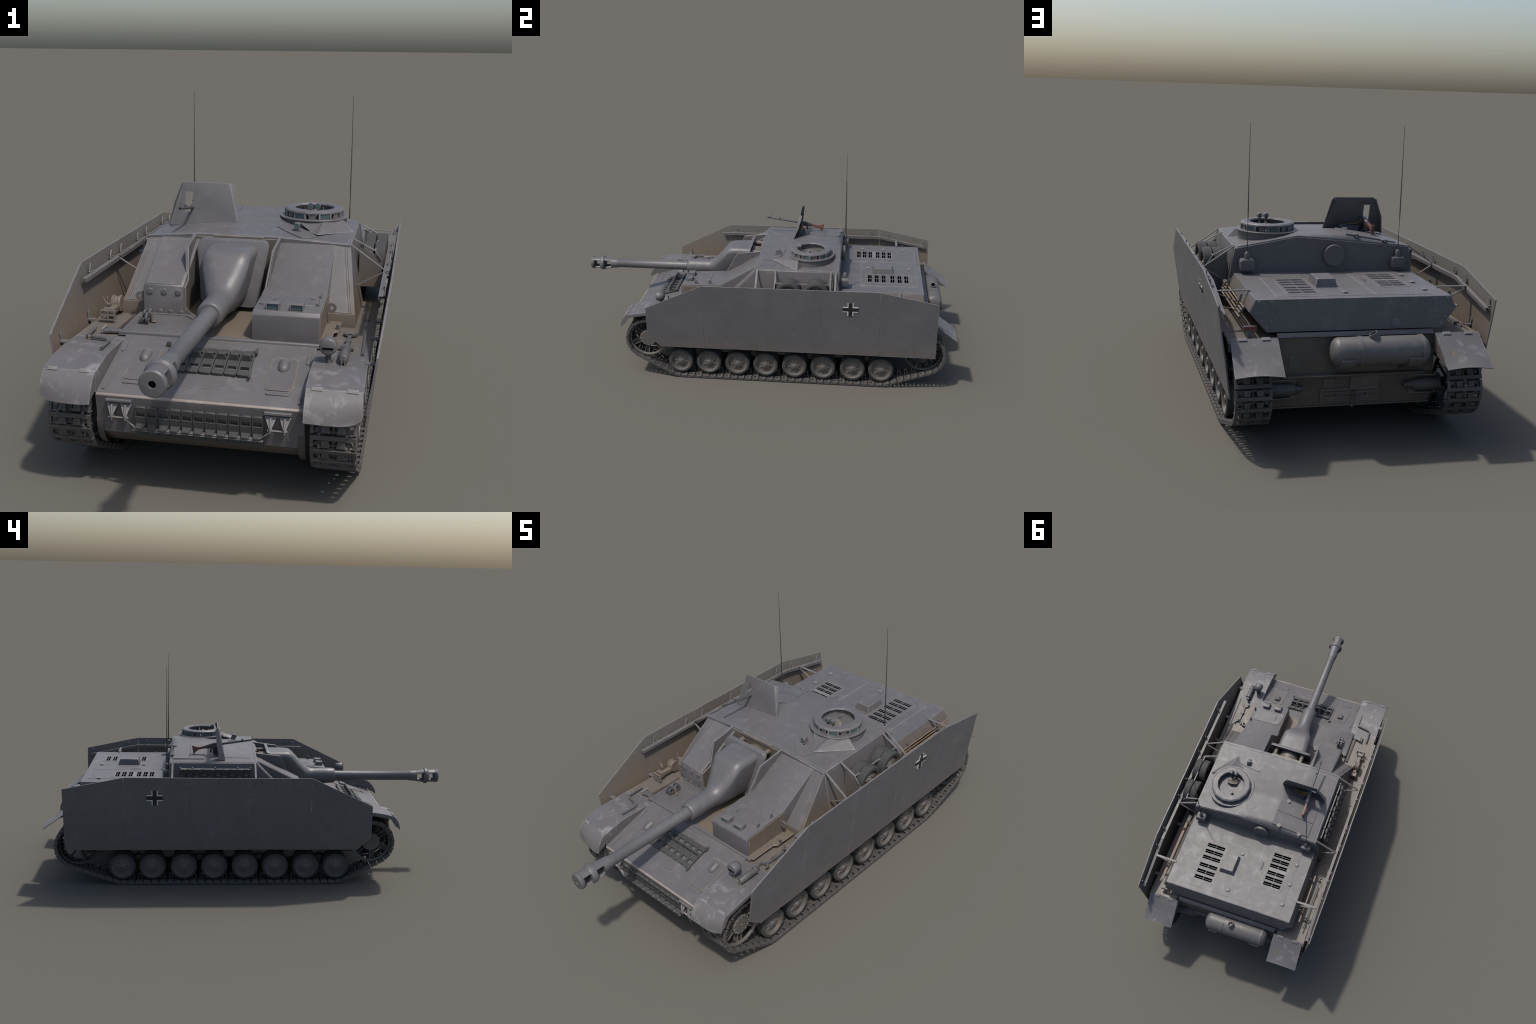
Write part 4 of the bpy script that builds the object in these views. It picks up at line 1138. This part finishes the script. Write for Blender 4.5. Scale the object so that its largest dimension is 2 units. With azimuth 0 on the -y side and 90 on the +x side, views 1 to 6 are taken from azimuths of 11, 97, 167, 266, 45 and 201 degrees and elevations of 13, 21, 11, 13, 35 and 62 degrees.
# scissor periscope inside
for dx in (-0.013, 0.013):
    hd = lathe('scissor_periscope', (CX + 0.006 + dx, 0.181, 0.677), (0, 1, 0), [(0, 0.0085), (0, 0.0105), (0.004, 0.0105), (0.010, 0.0095), (0.018, 0.0095), (0.018, 0)], 'gun', cup, seg=16)
    lathe('periscope_glass', (CX + 0.006 + dx, 0.1808, 0.677), (0, -1, 0), [(-0.001, 0.0085), (0.0006, 0)], 'glass', hd, seg=16)
    tube('periscope_tube', [(CX + 0.006 + dx, 0.192, 0.675), (CX + 0.006 + dx, 0.194, 0.632)], 0.0075, 'gun', hd, seg=12)
prism('cupola_flap', [(CX - 0.032, 0.212, 0.634), (CX + 0.036, 0.212, 0.634), (CX + 0.030, 0.236, 0.650), (CX + 0.004, 0.244, 0.656), (CX - 0.024, 0.236, 0.650)], (0, 0.002, -0.001), 'recess', cup, bevel=0.0004)
lathe('cupola_knob', (CX - 0.018, 0.288, 0.632), (0, 0, 1), [(0, 0.007), (0.010, 0.005), (0.014, 0.007), (0.016, 0)], 'gun', cup, seg=10)
# faceted deflector in front of the cupola
bm = bmesh.new()
pf = V((0.224, 0.044, 0.604)); px = V((0.334, 0.187, 0.5915)); tp = V((0.298, 0.190, 0.630)); tl = V((0.140, 0.145, 0.632)); lf = V((0.196, 0.088, 0.606))
br = V((0.29, 0.22, 0.592)); bl = V((0.15, 0.18, 0.605)); mid = V((0.235, 0.146, 0.633))
vs = [bm.verts.new(p) for p in (pf, px, tp, tl, lf, bl, br, mid)]
for f in ((0, 1, 2), (0, 2, 7), (0, 7, 3, 4), (3, 5, 4), (1, 6, 2), (2, 6, 5, 3, 7), (0, 4, 5, 6, 1)):
    bm.faces.new([vs[i] for i in f])
finish(bm, 'shot_deflector', 'roof', cup, 0, smooth=10)
# sight plate with periscope
sp = [(0.201, -0.003), (0.222, 0.036), (0.196, 0.085), (0.165, 0.098), (0.077, 0.108), (0.120, 0.052), (0.178, -0.006)]
sight = prism('gun_sight_plate', [(x, y, roof_z(x, y) + 0.001) for x, y in sp], (0, 0, 0.0048), 'roof', None, bevel=0.0006)
box('sight_well', (0.152, 0.073, roof_z(0.152, 0.073) + 0.0045), (0.022, 0.030, 0.0012), 'black', sight, bevel=0)
prism('gun_sight_head', [(0.143, 0.066, 0.606), (0.143, 0.066, 0.636), (0.143, 0.082, 0.638), (0.143, 0.094, 0.606)], (0.017, 0, 0), 'gun', sight, bevel=0.0015)
lathe('sight_lens', (0.151, 0.066, 0.627), (0, -1, 0), [(0, 0.010), (0.006, 0.010), (0.006, 0.008), (0.004, 0.008)], 'gun', sight, seg=16)
lathe('sight_glass', (0.151, 0.061, 0.627), (0, -1, 0), [(0, 0.0083), (0.0006, 0)], 'glass', sight, seg=16)

# ------------------------------------------------------------------ loader hatch
def roof_patch(name, pts, h0, h1, mat, par=None, bev=0.0006):
    bm = bmesh.new()
    A = [bm.verts.new((x, y, roof_z(x, y) + h0)) for x, y in pts]
    B = [bm.verts.new((x, y, roof_z(x, y) + h1)) for x, y in pts]
    n = len(pts)
    bm.faces.new(A[::-1]); bm.faces.new(B)
    for i in range(n):
        bm.faces.new((A[i], A[(i + 1) % n], B[(i + 1) % n], B[i]))
    bmesh.ops.triangulate(bm, faces=[f for f in bm.faces if len(f.verts) > 4])
    return finish(bm, name, mat, par, bev)
lh = roof_patch('loader_hatch', [(-0.295, 0.232), (-0.094, 0.227), (-0.094, 0.302), (-0.295, 0.302)], 0.0, 0.0058, 'roof')
roof_patch('loader_hatch', [(-0.295, 0.305), (-0.094, 0.305), (-0.094, 0.384), (-0.295, 0.384)], 0.0, 0.0062, 'roof')
for x, y in ((-0.134, 0.231), (-0.132, 0.382), (-0.245, 0.388)):
    lathe('hatch_hinge', (x, y, roof_z(x, y) + 0.004), (0, 0, 1), [(0, 0.012), (0.005, 0.012), (0.006, 0.011), (0.006, 0)], 'roof', lh, seg=12)
    prism('hinge_tab', [(x - 0.012, y, roof_z(x, y) + 0.008), (x + 0.012, y, roof_z(x, y) + 0.008), (x, y + 0.018, roof_z(x, min(y + 0.01, 0.39)) + 0.003)], (0, 0, 0.0018), 'light_edge', lh, bevel=0.0003)

# ------------------------------------------------------------------ machine gun and shield
mg = empty_part('machine_gun')
SB = lambda z: 0.131 + (z - 0.60) * 0.238          # shield lean: y as a function of z
def sh(x, z):
    return V((x, SB(z), z))
# front face with a slot: built from strips round the opening
bm = bmesh.new()
def xl(z): return -0.312 + (z - 0.597) * (0.042 / 0.15)
def xr(z): return -0.068 - (z - 0.609) * (0.036 / 0.138)
zs0, zs1, xs0, xs1 = 0.646, 0.715, -0.259, -0.234
zb, zt = 0.598, 0.747
th = V((0, 0.0035, 0.0008))
outer = [(xl(zb), zb), (xr(zb + 0.01), zb + 0.011), (xr(zt), zt), (xl(zt), zt)]
inner = [(xs0, zs0), (xs1, zs0), (xs1, zs1), (xs0, zs1)]
fo = [bm.verts.new(sh(*p)) for p in outer]; bo = [bm.verts.new(sh(*p) + th) for p in outer]
fi = [bm.verts.new(sh(*p)) for p in inner]; bi = [bm.verts.new(sh(*p) + th) for p in inner]
for k in range(4):
    k2 = (k + 1) % 4
    bm.faces.new((fo[k], fo[k2], fi[k2], fi[k])); bm.faces.new((bo[k], bi[k], bi[k2], bo[k2]))
    bm.faces.new((fo[k], bo[k], bo[k2], fo[k2])); bm.faces.new((fi[k], fi[k2], bi[k2], bi[k]))
# wings folded back
bm_prism(bm, [sh(xr(0.611), 0.609), sh(xr(zt), zt), V((-0.094, 0.180, 0.741)), V((-0.080, 0.162, 0.675))], (0.003, 0, 0))
bm_prism(bm, [sh(xl(zb), zb), sh(xl(zt), zt), V((-0.280, 0.180, 0.741)), V((-0.308, 0.172, 0.668)), V((-0.316, 0.160, 0.597))], (0.003, 0, 0))
shield = finish(bm, 'gun_shield', 'paint', mg, 0.0006)
box('slot_hood', sh(-0.2465, 0.7185) + V((0, 0.008, 0)), (0.050, 0.012, 0.004), 'paint', shield)
tube('shield_rib', [sh(-0.108, 0.745) + V((0, 0.006, 0)), sh(-0.103, 0.72) + V((0, 0.010, 0)), sh(-0.088, 0.665) + V((0, 0.007, 0))], 0.002, 'paint', shield)
def mgp(y, dz=0.0, dx=0.0):
    t = (y + 0.025) / 0.317
    return V((-0.230 - 0.003 * t + dx, y, 0.6865 - 0.0455 * t + dz))
ax = (mgp(0.2) - mgp(0.0)).normalized()
lathe('machine_gun_barrel', mgp(-0.027), ax, [(0, 0.003), (0, 0.0052), (0.012, 0.0052), (0.016, 0.0040), (0.030, 0.0042), (0.034, 0.0055), (0.160, 0.0058), (0.185, 0.0065), (0.185, 0)], 'steel', mg, seg=12)
tube('front_sight', [mgp(-0.005, 0.004), mgp(-0.005, 0.018)], 0.0010, 'steel', mg, seg=6)
box('barrel_band', mgp(0.045, 0.003), (0.009, 0.008, 0.017), 'steel', mg)
bm = bmesh.new()
q = [mgp(0.150, -0.013, -0.008), mgp(0.150, 0.009, -0.008), mgp(0.190, 0.010, -0.008), mgp(0.225, 0.004, -0.008), mgp(0.226, -0.012, -0.008), mgp(0.190, -0.015, -0.008)]
bm_prism(bm, q, (0.016, 0, 0))
finish(bm, 'machine_gun_receiver', 'steel', mg, 0.0015)
box('rear_sight', mgp(0.152, 0.018), (0.004, 0.004, 0.018), 'steel', mg)
box('feed_block', mgp(0.160, -0.006, 0.004), (0.024, 0.022, 0.016), 'steel', mg)
prism('machine_gun_stock', [mgp(0.225, -0.010, -0.006), mgp(0.225, 0.003, -0.006), mgp(0.262, 0.000, -0.006), mgp(0.290, 0.012, -0.006), mgp(0.294, 0.012, -0.006), mgp(0.287, -0.026, -0.006), mgp(0.283, -0.028, -0.006), mgp(0.262, -0.013, -0.006)],
      (0.012, 0, 0), 'wood', mg, bevel=0.003, seg=2)
prism('pistol_grip', [mgp(0.192, -0.012, -0.004), mgp(0.201, -0.012, -0.004), mgp(0.207, -0.034, -0.004), mgp(0.198, -0.036, -0.004)], (0.008, 0, 0), 'wood', mg, bevel=0.001)
tube('gun_cradle', [mgp(0.160, -0.012), (-0.231, 0.152, 0.615), (-0.228, 0.150, 0.598)], 0.006, 'steel', mg)
prism('ammunition_box', [(-0.205, 0.154, 0.603), (-0.205, 0.190, 0.603), (-0.205, 0.190, 0.634), (-0.205, 0.154, 0.634)], (0.075, -0.012, 0.004), 'ammo', mg, bevel=0.001)
belt = [V((-0.145, 0.160, 0.637)), V((-0.165, 0.164, 0.641)), V((-0.185, 0.166, 0.641)), V((-0.200, 0.166, 0.643)), V((-0.212, 0.165, 0.648)), V((-0.222, 0.163, 0.655))]
bm = bmesh.new()
for i in range(18):
    t = i / 17 * (len(belt) - 1.001)
    k = int(t); p = belt[k].lerp(belt[k + 1], t - k)
    bm_tube(bm, [p - V((0, 0.010, 0)), p + V((0, 0.006, 0)), p + V((0, 0.014, 0))], 0.0017, 6)
finish(bm, 'cartridge_belt', 'brass', mg)['kind'] = 'stuff'

# ------------------------------------------------------------------ casemate rear
lathe('ventilator_cover', (-0.040, 0.399, 0.557), (0, 1, 0), [(0, 0.034), (0.010, 0.034), (0.010, 0.041), (0.019, 0.041), (0.021, 0.039), (0.021, 0)], 'paint', None, seg=28)
prism('casemate_rear_plate', [(-0.362, 0.3995, 0.47), (0.362, 0.3995, 0.47), (0.341, 0.3995, 0.5845), (0.102, 0.3995, 0.6265), (-0.18, 0.3995, 0.6005), (-0.342, 0.3995, 0.5855)], (0, 0.003, 0), 'paint', None, bevel=0.0008)
for s, x, ay in ((1, 0.299, 0.430), (-1, -0.295, 0.414)):
    pk = prism('antenna_pocket', [(x - 0.027, 0.402, 0.512), (x + 0.027, 0.402, 0.512), (x + 0.027, 0.402, 0.543), (x + 0.021, 0.402, 0.551), (x - 0.021, 0.402, 0.551), (x - 0.027, 0.402, 0.543)], (0, ay - 0.384, -0.002), 'paint', None, bevel=0.0025, seg=2)
    lathe('antenna_base', (x, ay, 0.549), (0, 0, 1), [(0, 0.0105), (0.006, 0.0105), (0.020, 0.0095), (0.027, 0.006), (0.029, 0.003), (0.029, 0)], 'paint', pk, seg=14)
    tube('antenna_rod', [(x, ay, 0.572), (x, ay, 0.72), (x, ay - 0.001, 0.88), (x - s * 0.001, ay - 0.002, 1.05)], 0.0030, 'antenna', pk, seg=6, r2=0.0007)

# ------------------------------------------------------------------ fender stowage
# headlight
hl = lathe('headlight', (0.328, -0.548, 0.4175), (0, 1, 0), [(0, 0), (0.000, 0.020), (0.002, 0.0235), (0.006, 0.0245), (0.022, 0.0245), (0.032, 0.022), (0.041, 0.015), (0.045, 0.0)], 'gun', None, seg=20, smooth=50)
box('headlight_slit', (0.328, -0.5485, 0.4135), (0.030, 0.0015, 0.005), 'black', hl, bevel=0)
lathe('headlight_stem', (0.328, -0.525, 0.367), (0, 0, 1), [(0, 0.010), (0.004, 0.010), (0.010, 0.006), (0.020, 0.008), (0.030, 0.014)], 'tool', hl, seg=10)
bm = bmesh.new()
for k in range(5):
    a = 2 * math.pi * k / 5
    bm_box(bm, (0.328 + 0.012 * math.cos(a), -0.525 + 0.012 * math.sin(a), 0.374), (0.004, 0.004, 0.012), Matrix.Rotation(a, 3, 'Z'))
finish(bm, 'headlight_mount', 'fender_floor', hl, 0.0003)
# fire extinguisher
fe = lathe('fire_extinguisher', (0.3705, -0.548, 0.3845), (0, 1, 0), [(0, 0), (0.001, 0.010), (0.006, 0.0135), (0.080, 0.0135), (0.090, 0.010), (0.094, 0.006), (0.100, 0.006), (0.100, 0)], 'tool', None, seg=16)
for y in (-0.526, -0.468):
    lathe('extinguisher_strap', (0.3705, y, 0.3845), (0, 1, 0), [(0, 0.0135), (0, 0.0150), (0.007, 0.0150), (0.007, 0.0135)], 'gun', fe, seg=16)
box('extinguisher_valve', (0.368, -0.448, 0.390), (0.014, 0.012, 0.012), 'tool', fe)
for dx in (-0.005, 0.005):
    box('extinguisher_bracket', (0.3705 + dx, -0.549, 0.377), (0.003, 0.006, 0.022), 'seam', fe)
# open-ended wrench
def open_jaw(bm, c, r, a0, a1, t, z):
    n = 12
    o = []; i = []
    for k in range(n + 1):
        a = math.radians(a0 + (a1 - a0) * k / n)
        w = t * (0.55 + 0.45 * math.sin(math.pi * k / n))
        o.append((c[0] + (r + w / 2) * math.cos(a), c[1] + (r + w / 2) * math.sin(a), z))
        i.append((c[0] + (r - w / 2) * math.cos(a), c[1] + (r - w / 2) * math.sin(a), z))
    for k in range(n):
        bm_prism(bm, [o[k], o[k + 1], i[k + 1], i[k]], (0, 0, 0.006))
bm = bmesh.new()
open_jaw(bm, (0.368, -0.418), 0.018, -15, 195, 0.013, 0.370)
open_jaw(bm, (0.370, -0.278), 0.018, 165, 375, 0.013, 0.370)
bm_box(bm, (0.369, -0.348, 0.373), (0.011, 0.11, 0.006))
bm_box(bm, (0.369, -0.355, 0.376), (0.018, 0.020, 0.006))
finish(bm, 'wrench', 'tool', None, 0.0006)
tube('pry_bar', [(0.418, -0.455, 0.371), (0.413, -0.250, 0.371)], 0.0045, 'tool', None)
bm = bmesh.new()
bm_tube(bm, [(0.408, -0.122, 0.368), (0.398, -0.108, 0.392)], 0.0022, 6); bm_tube(bm, [(0.410, -0.122, 0.368), (0.424, -0.108, 0.392)], 0.0022, 6)
bm_lathe(bm, (0.409, -0.124, 0.366), (0, 0, 1), [(0, 0.008), (0.006, 0.007), (0.006, 0)], 10)
finish(bm, 'rail_clamp', 'tool', None)
box('tool_clip', (0.330, -0.278, 0.392), (0.010, 0.008, 0.014), 'tool', None)
# starting crank (right side)
tube('starting_crank', [(-0.312, -0.572, 0.376), (-0.313, -0.500, 0.376), (-0.317, -0.491, 0.376), (-0.385, -0.478, 0.376), (-0.392, -0.472, 0.376), (-0.395, -0.396, 0.376)], 0.0048, 'tool', None)
for p in ((-0.321, -0.4905, 0.373), (-0.383, -0.4785, 0.373)):
    box('crank_clip', p, (0.009, 0.011, 0.014), 'seam', None)
# axe
ax_ = tube('axe_handle', [(-0.326, -0.418, 0.374), (-0.322, -0.240, 0.374)], 0.0052, 'handle', None)
prism('axe_head', [(-0.314, -0.418, 0.370), (-0.314, -0.398, 0.370), (-0.338, -0.396, 0.371), (-0.358, -0.389, 0.372), (-0.358, -0.427, 0.372), (-0.338, -0.420, 0.371)], (0, 0, 0.009), 'tool', ax_, bevel=0.001)
box('axe_clamp', (-0.364, -0.406, 0.378), (0.005, 0.038, 0.014), 'light_edge', ax_)
# jack
jk = box('jack', (-0.389, -0.228, 0.392), (0.020, 0.128, 0.022), 'recess', None, bevel=0.003)
bm = bmesh.new()
for z in (0.376, 0.391, 0.406):
    bm_box(bm, (-0.386, -0.312, z), (0.046, 0.008, 0.004))
for x in (-0.408, -0.386, -0.364):
    bm_box(bm, (x, -0.312, 0.391), (0.004, 0.009, 0.032))
finish(bm, 'jack_foot', 'fender_floor', jk, 0.0004)
box('jack_head', (-0.389, -0.290, 0.398), (0.034, 0.018, 0.022), 'recess', jk)
lathe('jack_gear', (-0.405, -0.212, 0.402), (1, 0, 0), [(0, 0), (0, 0.026), (0.006, 0.027), (0.008, 0.022), (0.020, 0.022), (0.024, 0.027), (0.030, 0.026), (0.030, 0)], 'recess', jk, seg=20)
box('jack_base', (-0.389, -0.160, 0.388), (0.032, 0.026, 0.030), 'recess', jk)
tube('jack_handle', [(-0.405, -0.262, 0.410), (-0.420, -0.262, 0.432)], 0.003, 'recess', jk)
# shackles clamped on the deck
sk = empty_part('deck_shackles')
for x in (-0.262, -0.245):
    for y in (-0.350, -0.318):
        lathe('shackle_ring', (x, y, 0.403), (1, 0, 0), [(-0.0035, 0.007), (-0.0035, 0.017), (0.0035, 0.017), (0.0035, 0.007), (-0.0035, 0.007)], 'tool', sk, seg=18)
tube('shackle_pin', [(-0.274, -0.335, 0.414), (-0.236, -0.335, 0.414)], 0.0022, 'rail', sk)
prism('shackle_bracket', [(-0.236, -0.342, 0.388), (-0.236, -0.330, 0.388), (-0.236, -0.330, 0.415), (-0.236, -0.342, 0.415)], (0.003, 0, 0), 'seam', sk, bevel=0.0003)
box('shackle_foot', (-0.229, -0.336, 0.3885), (0.014, 0.010, 0.002), 'seam', sk, bevel=0.0003)
# rear right fender: tow bar with an eye
tb = tube('tow_rod', [(-0.404, 0.500, 0.372), (-0.406, 0.790, 0.372)], 0.0038, 'tool', None)
lathe('rod_eye', (-0.404, 0.490, 0.369), (0, 0, 1), [(0, 0.006), (0, 0.011), (0.006, 0.011), (0.006, 0.006), (0, 0.006)], 'tool', tb, seg=14)
for y in (0.512, 0.752):
    box('rod_clip', (-0.405, y, 0.373), (0.018, 0.008, 0.013), 'tool', tb)
# cleaning rods along the engine compartment
for s in (1, -1):
    y0, y1 = (0.430, 0.812) if s > 0 else (0.520, 0.790)
    cr = empty_part('cleaning_rods')
    def rods_x(z):
        return 0.3515 + (0.495 - z) * 0.46 + 0.012
    for k in range(4 if s > 0 else 1):
        z = (0.464 if s > 0 else 0.447) - k * 0.0105
        tube('cleaning_rod', [(s * rods_x(z), y0 + 0.012 * (k % 2), z), (s * rods_x(z), y1 - 0.008 * (k % 3), z)], 0.0036, 'rod', cr)
        if s > 0:
            tube('rod_ferrule', [(s * rods_x(z), y1 - 0.026 - 0.008 * (k % 3), z), (s * rods_x(z), y1 + 0.002 - 0.008 * (k % 3), z)], 0.0046, 'tool', cr)
            tube('rod_ferrule', [(s * rods_x(z), y0 - 0.012, z), (s * rods_x(z), y0 + 0.03, z)], 0.0046 if k else 0.009, 'tool', cr)
    for y in ((0.505, 0.735) if s > 0 else (0.56, 0.74)):
        flatbar('rod_clip', (s * 0.372, y, 0.492), (s * 0.392, y, 0.430), 0.008, 0.003, 'rail', cr, up=(0, 1, 0.01))
# tail light with four red panes
tl = box('tail_light', (0.361, 0.838, 0.399), (0.044, 0.008, 0.021), 'paint', None, bevel=0.0015)
for dx in (-0.0155, -0.006, 0.0065, 0.0160):
    box('lamp_pane', (0.361 + dx, 0.8425, 0.401), (0.0055, 0.0015, 0.0115), 'red', tl, bevel=0.0003)
box('tail_light_post', (0.361, 0.838, 0.380), (0.014, 0.006, 0.024), 'paint', tl)

# keep the tree at thing > part > sub-part
def depth(o):
    d = 0
    while o.parent is not None:
        o = o.parent; d += 1
    return d
for o in list(bpy.data.objects):
    while depth(o) > 2:
        o.parent = o.parent.parent
